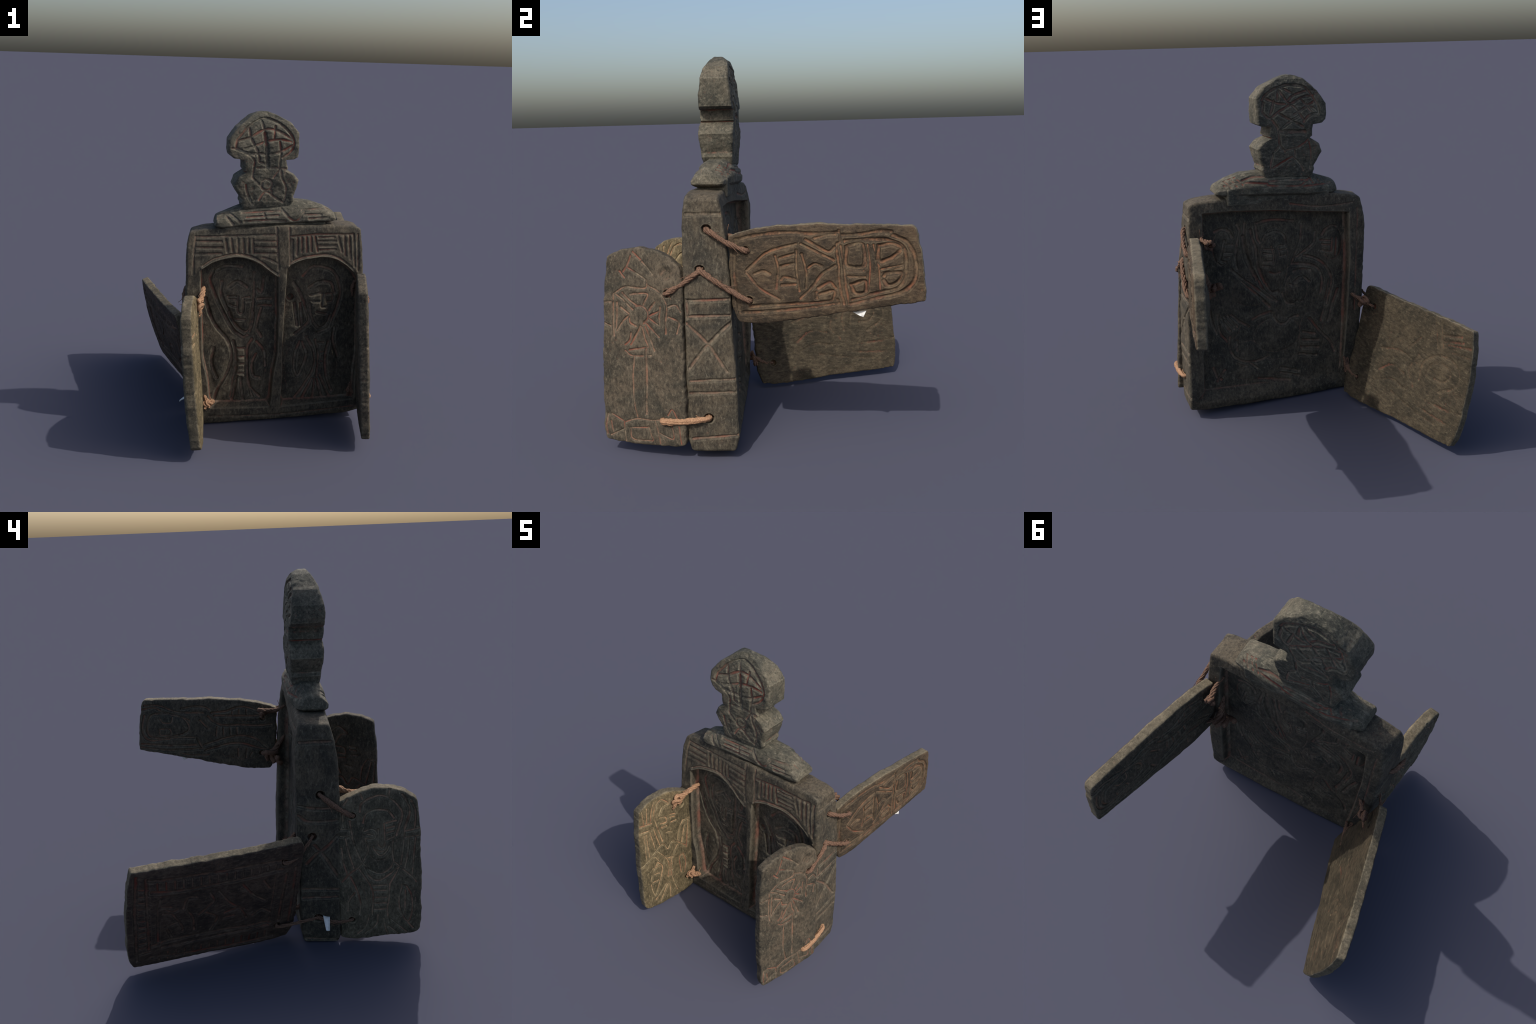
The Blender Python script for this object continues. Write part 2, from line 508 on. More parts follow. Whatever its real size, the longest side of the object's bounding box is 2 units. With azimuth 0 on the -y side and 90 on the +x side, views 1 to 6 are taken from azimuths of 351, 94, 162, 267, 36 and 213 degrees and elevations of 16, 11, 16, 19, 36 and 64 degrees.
def carve_front(cut):
    # belt
    cut(8, 6, (-.445, 1.220), (-.291, 1.218))
    cut(8, 6, (-.445, 1.182), (-.288, 1.182))
    cut(8, 6, (-.453, 1.143), (-.290, 1.145))
    cut(8, 6, (-.265, 1.231), (-.253, 1.156))
    cut(8, 6, (-.232, 1.236), (-.217, 1.150))
    cut(8, 6, (-.190, 1.236), (-.188, 1.150))
    cut(8, 6, (-.159, 1.235), (-.151, 1.149))
    cut(8, 6, (-.125, 1.238), (-.122, 1.152))
    cut(8, 6, (-.098, 1.235), (-.093, 1.149))
    cut(8, 6, (-.085, 1.223), (.053, 1.224))
    cut(8, 6, (-.084, 1.184), (.054, 1.185))
    cut(8, 6, (-.083, 1.147), (.056, 1.147))
    cut(8, 6, (-.037, 1.121), (.006, 1.109), (.050, 1.087))
    cut(8, 6, (-.448, 1.246), (-.266, 1.250), (.043, 1.263))
    cut(8, 6, (-.446, 1.246), (-.458, 1.137), (-.462, 1.019))
    cut(8, 6, (.177, 1.243), (.176, 1.140))
    cut(8, 6, (.203, 1.248), (.208, 1.156))
    cut(8, 6, (.233, 1.251), (.238, 1.158))
    cut(8, 6, (.260, 1.253), (.267, 1.161))
    cut(8, 6, (.284, 1.258), (.308, 1.160))
    cut(8, 6, (.143, 1.233), (.148, 1.113))
    cut(8, 6, (.312, 1.223), (.421, 1.222))
    cut(8, 6, (.314, 1.193), (.426, 1.192))
    cut(8, 6, (.321, 1.168), (.419, 1.170))
    cut(8, 6, (.311, 1.246), (.409, 1.248))
    cut(8, 6, (.433, 1.257), (.464, 1.153))
    cut(8, 6, (.474, 1.257), (.487, 1.130))
    cut(8, 6, (.506, 1.256), (.522, 1.108))
    cut(8, 6, (.534, 1.256), (.553, 1.057))
    cut(8, 6, (.561, 1.261), (.577, 1.029))
    cut(8, 6, (.134, 1.253), (.310, 1.265), (.533, 1.264))
    # mullion
    cut(8, 5, (.047, 1.303), (.054, 1.174), (.065, 1.043))
    cut(8, 5, (.126, 1.303), (.132, 1.173), (.137, 1.086))

def carve_niche(cut):
    # saint_left
    cut(10, 7, (-.330, 1.026), (-.352, .965), (-.328, .887), (-.297, .808), (-.250, .711), (-.203, .629), (-.141, .578), (-.110, .586))
    cut(10, 7, (-.380, .841), (-.341, .713), (-.294, .632), (-.240, .565), (-.208, .482), (-.214, .400), (-.243, .318), (-.288, .236), (-.318, .152))
    cut(10, 7, (-.277, .948), (-.284, .886), (-.268, .823), (-.236, .758))
    cut(10, 7, (-.232, .916), (-.180, .949), (-.119, .914))
    cut(10, 7, (-.228, .742), (-.204, .686), (-.157, .628), (-.111, .610), (-.081, .658), (-.076, .738))
    cut(10, 7, (-.077, 1.007), (-.073, .881), (-.083, .722), (-.095, .610))
    cut(10, 7, (-.015, .974), (-.027, .880), (-.058, .897))
    cut(10, 7, (-.049, .833), (.036, .831))
    cut(10, 7, (-.039, .785), (.037, .783))
    cut(10, 7, (-.024, .769), (-.050, .641), (-.017, .574))
    cut(10, 7, (-.201, .548), (-.185, .482), (-.179, .382), (-.195, .265), (-.209, .164))
    cut(10, 7, (-.079, .560), (-.108, .495), (-.103, .312), (-.085, .226), (-.019, .155))
    cut(10, 7, (-.047, .543), (.002, .475), (.013, .374))
    cut(10, 7, (-.052, .460), (-.074, .394), (-.064, .310), (-.024, .292))
    cut(10, 7, (-.323, .503), (-.337, .405), (-.304, .304))
    cut(10, 7, (-.173, .306), (-.201, .146))
    cut(10, 7, (-.149, .297), (-.130, .143))
    cut(10, 7, (-.102, .295), (-.067, .157))
    cut(10, 7, (-.308, 1.026), (-.257, 1.048), (-.153, 1.042))
    cut(7, 5, (-.238, .853), (-.193, .856))
    cut(7, 5, (-.147, .843), (-.105, .850))
    cut(7, 5, (-.230, .834), (-.185, .833), (-.184, .789), (-.229, .798))
    cut(7, 5, (-.139, .827), (-.099, .827))
    cut(7, 5, (-.178, .852), (-.176, .757), (-.145, .748), (-.140, .835))
    cut(7, 5, (-.190, .701), (-.129, .700))
    cut(7, 5, (-.182, .506), (-.120, .504))
    cut(7, 5, (-.181, .448), (-.119, .446))
    cut(7, 5, (-.180, .399), (-.117, .396))
    cut(7, 5, (-.178, .332), (-.116, .329))
    cut(7, 5, (-.120, .504), (-.115, .312))
    # saint_right
    cut(10, 7, (.177, .939), (.227, .859), (.272, .745), (.290, .696), (.276, .655), (.201, .584))
    cut(10, 7, (.236, .986), (.303, 1.047), (.428, 1.014), (.482, .901), (.474, .789), (.440, .692), (.420, .626), (.358, .595))
    cut(10, 7, (.279, .906), (.339, .944), (.418, .935), (.445, .870))
    cut(10, 7, (.285, .793), (.306, .695), (.356, .628), (.403, .643), (.431, .708))
    cut(10, 7, (.191, .796), (.214, .649))
    cut(10, 7, (.230, .795), (.245, .648))
    cut(10, 7, (.281, .565), (.325, .480), (.338, .378), (.310, .294), (.266, .210), (.221, .143))
    cut(10, 7, (.235, .533), (.207, .451), (.204, .350), (.230, .298), (.260, .348), (.279, .448), (.251, .532))
    cut(10, 7, (.426, .527), (.408, .426), (.424, .290), (.463, .184))
    cut(10, 7, (.460, .625), (.458, .525), (.497, .423))
    cut(10, 7, (.327, .276), (.270, .141))
    cut(10, 7, (.344, .267), (.336, .120))
    cut(10, 7, (.360, .266), (.400, .135))
    cut(10, 7, (.383, .291), (.448, .150))
    cut(10, 7, (.337, .546), (.358, .462), (.359, .292))
    cut(7, 5, (.289, .857), (.351, .872))
    cut(7, 5, (.307, .817), (.346, .816))
    cut(7, 5, (.390, .863), (.430, .862), (.433, .814), (.402, .807))
    cut(7, 5, (.367, .864), (.364, .783), (.388, .775))
    cut(7, 5, (.334, .743), (.398, .725))
    cut(7, 5, (.349, .529), (.391, .528))
    cut(7, 5, (.353, .462), (.395, .461))
    cut(7, 5, (.357, .395), (.398, .393))

def carve_back(cut):
    # mary
    cut(10, 7, (.434, 1.125), (.392, 1.136), (.352, 1.121), (.333, 1.083))
    cut(10, 7, (.383, 1.068), (.399, 1.008), (.412, .957), (.382, .938))
    cut(10, 7, (.299, 1.152), (.286, 1.109), (.305, 1.033), (.318, .956), (.311, .887))
    cut(10, 7, (.253, 1.157), (.261, 1.075), (.249, .990), (.236, .915), (.207, .836), (.177, .789), (.151, .736), (.109, .692), (.078, .655))
    cut(10, 7, (.218, 1.112), (.205, 1.048), (.191, .994), (.181, .887), (.145, .779))
    cut(10, 7, (.185, 1.150), (.178, 1.066), (.163, 1.033))
    cut(10, 7, (.175, 1.149), (.122, 1.162), (.031, 1.158), (-.049, 1.142))
    cut(10, 7, (.147, 1.042), (.124, 1.076), (.071, 1.091), (.018, 1.065), (.005, 1.026), (.014, 1.001))
    cut(10, 7, (.134, .772), (.119, .732), (.093, .704), (.060, .708))
    cut(10, 7, (-.103, 1.121), (-.096, 1.037), (-.079, .985), (-.056, .934), (-.038, .881))
    cut(10, 7, (-.190, 1.058), (-.179, .995), (-.134, .957), (-.083, .925), (-.055, .917))
    cut(10, 7, (-.235, 1.038), (-.258, 1.068), (-.297, 1.085), (-.325, 1.082))
    cut(10, 7, (-.116, .921), (-.183, .897), (-.239, .857), (-.278, .797), (-.295, .739), (-.278, .662), (-.260, .590))
    cut(10, 7, (-.038, .876), (-.099, .869), (-.166, .850), (-.210, .816), (-.232, .752), (-.220, .670))
    cut(10, 7, (-.043, .826), (-.098, .836), (-.154, .823))
    cut(10, 7, (-.041, .761), (-.075, .784), (-.114, .779), (-.142, .753))
    cut(10, 7, (.032, .693), (.012, .640), (-.021, .618), (-.061, .635))
    cut(10, 7, (.343, .880), (.282, .819), (.251, .793), (.179, .735), (.115, .677), (.072, .648))
    cut(10, 7, (.283, .803), (.206, .722), (.117, .621))
    cut(14, 12, (.266, 1.076), (.255, .970), (.227, .881), (.192, .807))
    # faces
    cut(7, 5, (.381, 1.047), (.336, 1.037))
    cut(7, 5, (.384, .995), (.338, .987))
    cut(7, 5, (.380, .964), (.354, .966))
    cut(7, 5, (.423, .937), (.403, .919), (.377, .932))
    cut(7, 5, (.143, .994), (.090, .988))
    cut(7, 5, (.144, .968), (.091, .956))
    cut(7, 5, (.146, .914), (.092, .913))
    cut(7, 5, (.152, .888), (.120, .884))
    cut(7, 5, (.100, 1.005), (.086, .939), (.092, .903))
    cut(7, 5, (.057, 1.000), (.048, .946))
    cut(7, 5, (.051, 1.005), (.003, 1.005))
    cut(7, 5, (.052, .978), (.003, .978))
    cut(7, 5, (.048, .940), (.010, .941))
    cut(7, 5, (.110, .845), (.078, .831), (.045, .837))
    cut(7, 5, (-.297, 1.015), (-.291, .939))
    cut(7, 5, (-.325, 1.012), (-.319, .903))
    cut(7, 5, (-.223, 1.006), (-.291, .999))
    cut(7, 5, (-.234, .978), (-.285, .972))
    cut(7, 5, (-.228, .938), (-.290, .931))
    cut(7, 5, (-.013, .753), (-.052, .743))
    cut(7, 5, (-.055, .642), (-.095, .631))
    # robe
    cut(10, 7, (.443, .609), (.445, .551), (.432, .491), (.390, .432))
    cut(10, 7, (.360, .596), (.317, .555), (.256, .511))
    cut(10, 7, (.422, .582), (.375, .506))
    cut(10, 7, (.405, .591), (.347, .513))
    cut(10, 7, (.382, .594), (.330, .522))
    cut(10, 7, (.226, .553), (.168, .574), (.105, .582), (.094, .545), (.060, .505), (.020, .499), (-.022, .528), (-.064, .534))
    cut(10, 7, (-.282, .741), (-.245, .568), (-.220, .487))
    cut(10, 7, (-.336, .675), (-.293, .561), (-.268, .474))
    cut(10, 7, (-.141, .511), (-.207, .416), (-.280, .330), (-.304, .264))
    cut(10, 7, (-.098, .426), (-.170, .403))
    cut(10, 7, (-.097, .372), (-.194, .356))
    cut(10, 7, (-.084, .325), (-.193, .307))
    cut(10, 7, (-.071, .278), (-.180, .253))
    cut(10, 7, (.378, .459), (.381, .389), (.350, .324), (.283, .288), (.196, .280), (.137, .300))
    cut(10, 7, (.334, .428), (.336, .369))
    cut(10, 7, (.488, .275), (.469, .212), (.447, .196))
    cut(10, 7, (.421, .252), (.470, .188))
    cut(10, 7, (.206, .165), (.005, .116))
    cut(10, 7, (.265, .285), (.215, .234))
    cut(10, 7, (.062, .214), (-.057, .168))
    cut(10, 7, (.063, .177), (-.056, .137))
    cut(10, 7, (.490, .638), (.483, .569), (.454, .494))

def carve_stele_f(cut):
    # net
    cut(9, 8, (-.212, 1.791), (-.206, 1.824), (-.190, 1.852), (-.162, 1.885), (-.121, 1.923), (-.069, 1.952), (-.036, 1.959), (.022, 1.944), (.076, 1.912), (.117, 1.870), (.138, 1.823), (.132, 1.790), (.112, 1.761), (.069, 1.732))
    cut(9, 8, (-.210, 1.786), (-.159, 1.763), (-.101, 1.745))
    cut(9, 8, (-.062, 1.952), (-.049, 1.915), (-.040, 1.873))
    cut(9, 8, (-.134, 1.904), (-.123, 1.848), (-.103, 1.806), (-.083, 1.769), (-.069, 1.717))
    cut(9, 8, (.023, 1.911), (.016, 1.841))
    cut(9, 8, (.050, 1.827), (.059, 1.766), (.052, 1.670))
    cut(9, 8, (-.201, 1.829), (-.128, 1.848), (-.081, 1.877), (-.034, 1.896), (.014, 1.895), (.078, 1.870), (.133, 1.833))
    cut(9, 8, (-.160, 1.782), (-.093, 1.802), (-.046, 1.821), (-.012, 1.831), (.050, 1.839), (.123, 1.828))
    cut(9, 8, (-.140, 1.749), (-.072, 1.755), (-.014, 1.750), (.053, 1.765), (.129, 1.804))
    cut(14, 12, (-.040, 1.873), (-.034, 1.835), (-.027, 1.779), (-.019, 1.684))
    # lines
    cut(8, 5, (-.236, 1.786), (-.174, 1.768), (-.105, 1.721), (-.104, 1.669), (-.109, 1.616))
    cut(8, 5, (-.109, 1.611), (-.067, 1.567))
    cut(8, 5, (-.079, 1.669), (-.021, 1.669), (.042, 1.670), (.096, 1.665))
    cut(8, 5, (-.071, 1.707), (-.041, 1.693))
    cut(8, 5, (.057, 1.665), (.020, 1.611))
    cut(8, 5, (.062, 1.660), (.074, 1.602), (.098, 1.558), (.098, 1.499), (.090, 1.469))
    cut(8, 5, (-.149, 1.567), (-.138, 1.514), (-.107, 1.450))
    cut(8, 5, (-.064, 1.474), (-.036, 1.519), (-.006, 1.519), (.034, 1.489), (.085, 1.460))
    cut(8, 5, (-.048, 1.587), (-.024, 1.601), (.006, 1.587), (.012, 1.558), (-.012, 1.533), (-.046, 1.543), (-.052, 1.567), (-.048, 1.587))
    cut(8, 5, (.008, 1.533), (.014, 1.509))

def carve_stele_b(cut):
    # net
    cut(9, 7, (.134, 1.866), (.110, 1.896), (.070, 1.921), (.030, 1.932), (-.027, 1.943), (-.107, 1.932), (-.141, 1.912), (-.170, 1.873), (-.193, 1.824), (-.201, 1.780), (-.163, 1.777), (-.133, 1.762), (-.109, 1.736))
    cut(9, 7, (.129, 1.850), (.136, 1.803), (.114, 1.775), (.081, 1.752), (.054, 1.713), (.046, 1.675), (.039, 1.614), (.011, 1.574))
    cut(9, 7, (.036, 1.919), (-.007, 1.859), (-.058, 1.814), (-.098, 1.764), (-.115, 1.741))
    cut(9, 7, (.014, 1.929), (-.048, 1.895))
    cut(9, 7, (-.100, 1.860), (-.157, 1.788))
    cut(9, 7, (.117, 1.876), (.050, 1.846), (-.001, 1.838))
    cut(9, 7, (.051, 1.793), (-.024, 1.832), (-.106, 1.871), (-.170, 1.879))
    cut(9, 7, (.092, 1.763), (.034, 1.803))
    cut(9, 7, (.046, 1.793), (-.022, 1.752), (-.103, 1.709))
    cut(9, 7, (-.052, 1.777), (-.140, 1.826), (-.175, 1.846))
    cut(9, 7, (-.128, 1.832), (-.186, 1.797))
    cut(9, 7, (.066, 1.858), (.091, 1.785))
    cut(9, 7, (.044, 1.867), (.037, 1.914))
    cut(9, 7, (-.077, 1.893), (-.129, 1.907))
    cut(9, 7, (-.013, 1.854), (-.048, 1.884), (-.077, 1.893))
    cut(9, 7, (.025, 1.706), (-.034, 1.746), (-.081, 1.770))
    # bar
    cut(15, 9, (.034, 1.689), (-.114, 1.676))
    # lines
    cut(7, 4, (.039, 1.609), (.011, 1.580), (-.048, 1.589), (-.077, 1.596), (-.131, 1.631))
    cut(7, 4, (-.048, 1.587), (-.053, 1.542))
    cut(7, 4, (.083, 1.480), (-.017, 1.533), (-.047, 1.531), (-.093, 1.478), (-.104, 1.454))
    cut(7, 4, (.075, 1.578), (.045, 1.604))
    cut(7, 4, (.081, 1.568), (.097, 1.497), (.095, 1.481))
    cut(7, 4, (-.137, 1.619), (-.148, 1.563), (-.143, 1.462))

def carve_cap_f(cut):
    # lines
    cut(9, 6, (-.309, 1.356), (-.244, 1.385), (-.178, 1.340))
    cut(9, 6, (-.281, 1.392), (-.221, 1.326))
    cut(9, 6, (-.165, 1.392), (-.048, 1.399), (.069, 1.406))
    cut(9, 6, (-.135, 1.367), (-.033, 1.374), (.055, 1.381))
    cut(9, 6, (-.149, 1.345), (-.017, 1.351), (.101, 1.343))
    cut(9, 6, (.076, 1.418), (.130, 1.361), (.176, 1.349), (.218, 1.402))
    cut(9, 6, (.203, 1.410), (.337, 1.417), (.399, 1.394))
    cut(9, 6, (.219, 1.383), (.324, 1.383))
    cut(9, 6, (.250, 1.361), (.370, 1.368))
    cut(9, 6, (-.034, 1.399), (-.017, 1.351))

def carve_cap_b(cut):
    # lines
    cut(9, 6, (.368, 1.394), (.266, 1.410), (.130, 1.396), (.107, 1.383), (-.069, 1.368), (-.106, 1.388), (-.142, 1.402))
    cut(9, 6, (.266, 1.418), (.209, 1.436), (.128, 1.435), (.047, 1.434), (-.041, 1.432))
    cut(9, 6, (.106, 1.408), (-.011, 1.404), (-.118, 1.395))
    cut(9, 6, (.367, 1.421), (.335, 1.386))
    cut(9, 6, (.333, 1.429), (.301, 1.394))
    cut(9, 6, (.305, 1.433), (.267, 1.402))
    cut(9, 6, (-.142, 1.407), (-.159, 1.377))
    cut(9, 6, (-.190, 1.404), (-.208, 1.373))
    cut(9, 6, (-.226, 1.401), (-.250, 1.364))
    cut(9, 6, (-.099, 1.364), (-.281, 1.362))


# ------------------------------------------------------------------ materials
def node(tree, kind, **sets):
    n = tree.nodes.new(kind)
    for k, v in sets.items():
        if k in n.inputs:
            n.inputs[k].default_value = v
        else:
            setattr(n, k, v)
    return n


def wood(name, deep, body, pale, groove, speckle=1.0, red=0.5, grain=(1, 1, 1)):
    """Old sooty wood: mottled body colour, gritty speckle, earth-red in the cuts, worn arrises."""
    deep, body, pale = (tuple(0.84 * x for x in c) for c in (deep, body, pale))
    m = bpy.data.materials.new(name)
    m.use_nodes = True
    t = m.node_tree
    t.nodes.clear()
    link = t.links.new
    out = node(t, "ShaderNodeOutputMaterial")
    bsdf = node(t, "ShaderNodeBsdfPrincipled")
    link(bsdf.outputs[0], out.inputs[0])
    co = node(t, "ShaderNodeTexCoord").outputs["Object"]
    mp = node(t, "ShaderNodeMapping")
    mp.inputs["Scale"].default_value = grain
    link(co, mp.inputs[0])

    def tex(scale, detail=5, rough=0.6, source=co, distort=0.0):
        n = node(t, "ShaderNodeTexNoise", Scale=scale, Detail=detail, Roughness=rough, Distortion=distort)
        link(source, n.inputs["Vector"])
        return n.outputs["Fac"]

    def span(value, lo, hi, a=0.0, b=1.0):
        n = node(t, "ShaderNodeMapRange")
        n.inputs["From Min"].default_value, n.inputs["From Max"].default_value = lo, hi
        n.inputs["To Min"].default_value, n.inputs["To Max"].default_value = a, b
        link(value, n.inputs["Value"])
        return n.outputs[0]

    def mix(fac, a, b, mode="MIX"):
        n = node(t, "ShaderNodeMix", data_type="RGBA", blend_type=mode)
        if isinstance(fac, float):
            n.inputs[0].default_value = fac
        else:
            link(fac, n.inputs[0])
        for k, v in ((6, a), (7, b)):
            if isinstance(v, tuple):
                n.inputs[k].default_value = (*v, 1)
            else:
                link(v, n.inputs[k])
        return n.outputs[2]

    def times(a, b):
        n = node(t, "ShaderNodeMath", operation="MULTIPLY")
        link(a, n.inputs[0])
        if isinstance(b, float):
            n.inputs[1].default_value = b
        else:
            link(b, n.inputs[1])
        return n.outputs[0]

    broad = tex(6, 6, 0.65, distort=0.5)
    patch = tex(24, 6, 0.68, distort=0.6)
    grit = tex(260, 3, 0.7)
    fine = tex(75, 6, 0.78, mp.outputs[0], 0.3)
    colour = mix(span(broad, 0.38, 0.62), deep, body)
    colour = mix(times(span(patch, 0.53, 0.70), 0.40), colour, pale)
    colour = mix(times(span(patch, 0.47, 0.33), 0.60), colour, tuple(0.65 * x for x in deep))
    colour = mix(times(span(fine, 0.49, 0.36), 0.85 * speckle), colour, tuple(0.42 * x for x in deep))
    colour = mix(times(span(fine, 0.54, 0.68), 0.80 * speckle), colour, tuple(1.1 * x for x in pale))
    colour = mix(times(span(grit, 0.56, 0.76), 0.40 * speckle), colour, tuple(1.2 * x for x in pale))
    colour = mix(times(span(grit, 0.45, 0.28), 0.40 * speckle), colour, tuple(0.40 * x for x in deep))
    point = node(t, "ShaderNodeNewGeometry").outputs["Pointiness"]
    cut = times(span(point, 0.494, 0.464), span(point, 0.395, 0.430))
    dusty = mix(span(tex(9, 4), 0.42, 0.62), groove, tuple(1.3 * x for x in pale))
    colour = mix(times(times(cut, span(tex(30, 4, 0.7), 0.32, 0.58)), 0.80), colour, dusty)
    stain = times(times(times(span(point, 0.497, 0.468), span(point, 0.395, 0.430)), span(tex(4.2, 3), 0.52, 0.64)), red)
    colour = mix(stain, colour, (0.17, 0.036, 0.022))
    colour = mix(times(span(point, 0.512, 0.555), 0.50), colour, tuple(1.2 * x for x in pale))
    link(colour, bsdf.inputs["Base Color"])
    bsdf.inputs["Roughness"].default_value = 0.78
    bsdf.inputs["Specular IOR Level"].default_value = 0.28
    b1 = node(t, "ShaderNodeBump", Strength=0.45, Distance=0.004)
    link(grit, b1.inputs["Height"])
    b2 = node(t, "ShaderNodeBump", Strength=0.40, Distance=0.006)
    link(fine, b2.inputs["Height"])
    link(b1.outputs[0], b2.inputs["Normal"])
    link(b2.outputs[0], bsdf.inputs["Normal"])
    return m


def plain(name, dark, light, scale, stretch=(1, 1, 1), rough=0.8):
    m = bpy.data.materials.new(name)
    m.use_nodes = True
    t = m.node_tree
    bsdf = t.nodes["Principled BSDF"]
    co = node(t, "ShaderNodeTexCoord")
    mp = node(t, "ShaderNodeMapping")
    mp.inputs["Scale"].default_value = stretch
    tx = node(t, "ShaderNodeTexNoise", Scale=scale, Detail=5, Roughness=0.65)
    ramp = node(t, "ShaderNodeValToRGB")
    ramp.color_ramp.elements[0].position, ramp.color_ramp.elements[1].position = 0.35, 0.65
    ramp.color_ramp.elements[0].color, ramp.color_ramp.elements[1].color = (*dark, 1), (*light, 1)
    bump = node(t, "ShaderNodeBump", Strength=0.5, Distance=0.003)
    t.links.new(co.outputs["Object"], mp.inputs[0])
    t.links.new(mp.outputs[0], tx.inputs["Vector"])
    t.links.new(tx.outputs["Fac"], ramp.inputs[0])
    t.links.new(ramp.outputs[0], bsdf.inputs["Base Color"])
    t.links.new(tx.outputs["Fac"], bump.inputs["Height"])
    t.links.new(bump.outputs[0], bsdf.inputs["Normal"])
    bsdf.inputs["Roughness"].default_value = rough
    bsdf.inputs["Specular IOR Level"].default_value = 0.2
    return m


CASE_WOOD = wood("sooty_green_wood", (0.040, 0.036, 0.027), (0.098, 0.078, 0.052), (0.175, 0.152, 0.108), (0.20, 0.115, 0.078), red=0.45, grain=(1, 1, 0.5))
CREST_WOOD = wood("crest_wood", (0.055, 0.055, 0.042), (0.130, 0.114, 0.081), (0.245, 0.218, 0.158), (0.25, 0.115, 0.082), red=0.85, grain=(0.5, 1, 1))
DOOR_WOOD = wood("door_wood", (0.043, 0.039, 0.028), (0.106, 0.083, 0.056), (0.190, 0.158, 0.110), (0.26, 0.135, 0.085), red=0.5, grain=(1, 1, 0.55))
PALE_DOOR = wood("greenish_door_wood", (0.068, 0.060, 0.040), (0.150, 0.124, 0.082), (0.26, 0.220, 0.150), (0.40, 0.235, 0.155), red=0.5, grain=(1, 1, 0.55))
BROWN_WOOD = wood("brown_door_wood", (0.036, 0.027, 0.017), (0.086, 0.058, 0.034), (0.155, 0.114, 0.068), (0.23, 0.108, 0.056), red=0.5, grain=(1, 0.35, 1))
RUST_WOOD = wood("rusty_door_wood", (0.040, 0.027, 0.020), (0.088, 0.055, 0.038), (0.150, 0.108, 0.075), (0.20, 0.095, 0.060), red=0.8, grain=(1, 0.35, 1))
OLIVE_WOOD = wood("olive_door_wood", (0.036, 0.029, 0.017), (0.082, 0.062, 0.037), (0.140, 0.112, 0.069), (0.15, 0.075, 0.042), red=0.8, grain=(1, 0.25, 1))
GOLD_WOOD = wood("golden_door_wood", (0.080, 0.066, 0.036), (0.165, 0.126, 0.068), (0.32, 0.255, 0.15), (0.46, 0.275, 0.150), red=0.6, grain=(1, 1, 0.55))
WORN_EDGE = wood("worn_door_edge", (0.088, 0.074, 0.048), (0.170, 0.140, 0.092), (0.28, 0.235, 0.155), (0.28, 0.15, 0.085), speckle=0.75, red=0.3)
CORD = plain("plant_fibre", (0.18, 0.095, 0.055), (0.43, 0.26, 0.150), 220)
DARK_CORD = plain("sooty_plant_fibre", (0.060, 0.036, 0.025), (0.21, 0.122, 0.080), 220)
PAPER = plain("white_paper", (0.55, 0.54, 0.50), (0.74, 0.74, 0.72), 30)


# ------------------------------------------------------------------ the thing
shrine = bpy.data.objects.new("folding_shrine", None)
bpy.context.scene.collection.objects.link(shrine)
shrine["label"] = "dark carved wooden folding shrine with four tied doors"
shrine["category"] = "carved shrine"

# ---- case: a tilted, slightly tapering block with a niche front and back
case = Block((1.05, 0.20, 1.26), (0.0038, 0.0055, 0.0038), 0.016)


def case_point(a, b, c):
    x0_front = at([(0, -0.446), (0.05, -0.460), (0.35, -0.494), (0.70, -0.510), (0.94, -0.503), (1, -0.486)], c)
    x0_back = at([(0, -0.424), (0.05, -0.438), (0.50, -0.478), (0.86, -0.490), (1, -0.466)], c)
    x0 = x0_front + (x0_back - x0_front) * b
    x1 = 0.656 - 0.070 * c + 0.018 * np.sin(math.pi * c)
    floor = at([(0, -0.001), (0.08, 0.004), (0.5, 0.008), (0.9, 0.028), (1, 0.050)], a)
    roof = at([(0, 1.272), (0.06, 1.288), (0.20, 1.304), (0.5, 1.315), (0.85, 1.321), (0.95, 1.315), (1, 1.298)], a)
    fl = at([(0, -0.345), (0.04, -0.358), (0.5, -0.348), (0.80, -0.340), (0.93, -0.320), (1, -0.298)], c)
    fr = at([(0, -0.334), (0.05, -0.352), (0.5, -0.346), (0.88, -0.342), (0.95, -0.340), (1, -0.330)], c)
    bl = at([(0, -0.160), (0.05, -0.144), (0.5, -0.122), (0.9, -0.119), (1, -0.136)], c)
    br = at([(0, -0.118), (0.06, -0.096), (0.35, -0.104), (0.60, -0.118), (0.80, -0.130), (0.92, -0.148), (1, -0.170)], c)
    front = fl + (fr - fl) * a - 0.020 * np.sin(math.pi * np.clip(a, 0, 1)) ** 0.5 * smooth((c - 0.55) / 0.3) * smooth((a - 0.20) / 0.40)
    back = bl + (br - bl) * a
    return np.stack([x0 + (x1 - x0) * a, front + (back - front) * b, floor + (roof - floor) * c], -1)


p = case_point(case.a, case.b, case.c)
p = weathered(p, case.normal, 1.0, 11)
x, y, z = p.T

# front: two round-headed niches, basket-work belt, a saint in each niche
arch_left = [(-0.404, 1.035), (-0.346, 1.073), (-0.289, 1.092), (-0.210, 1.107), (-0.158, 1.103), (-0.105, 1.089), (-0.051, 1.063), (0.004, 1.020), (0.052, 0.985)]
arch_right = [(0.134, 1.045), (0.150, 1.062), (0.189, 1.082), (0.242, 1.096), (0.323, 1.106), (0.378, 1.105), (0.434, 1.088), (0.491, 1.052), (0.545, 1.003), (0.572, 0.960)]
niche_left = arch_left + [(0.064, 0.75), (0.067, 0.50), (0.050, 0.105), (-0.350, 0.112), (-0.386, 0.45)]
niche_right = arch_right + [(0.590, 0.70), (0.606, 0.40), (0.612, 0.135), (0.107, 0.100), (0.124, 0.50)]
f = np.flatnonzero(case.front)
fx, fz = x[f], z[f]
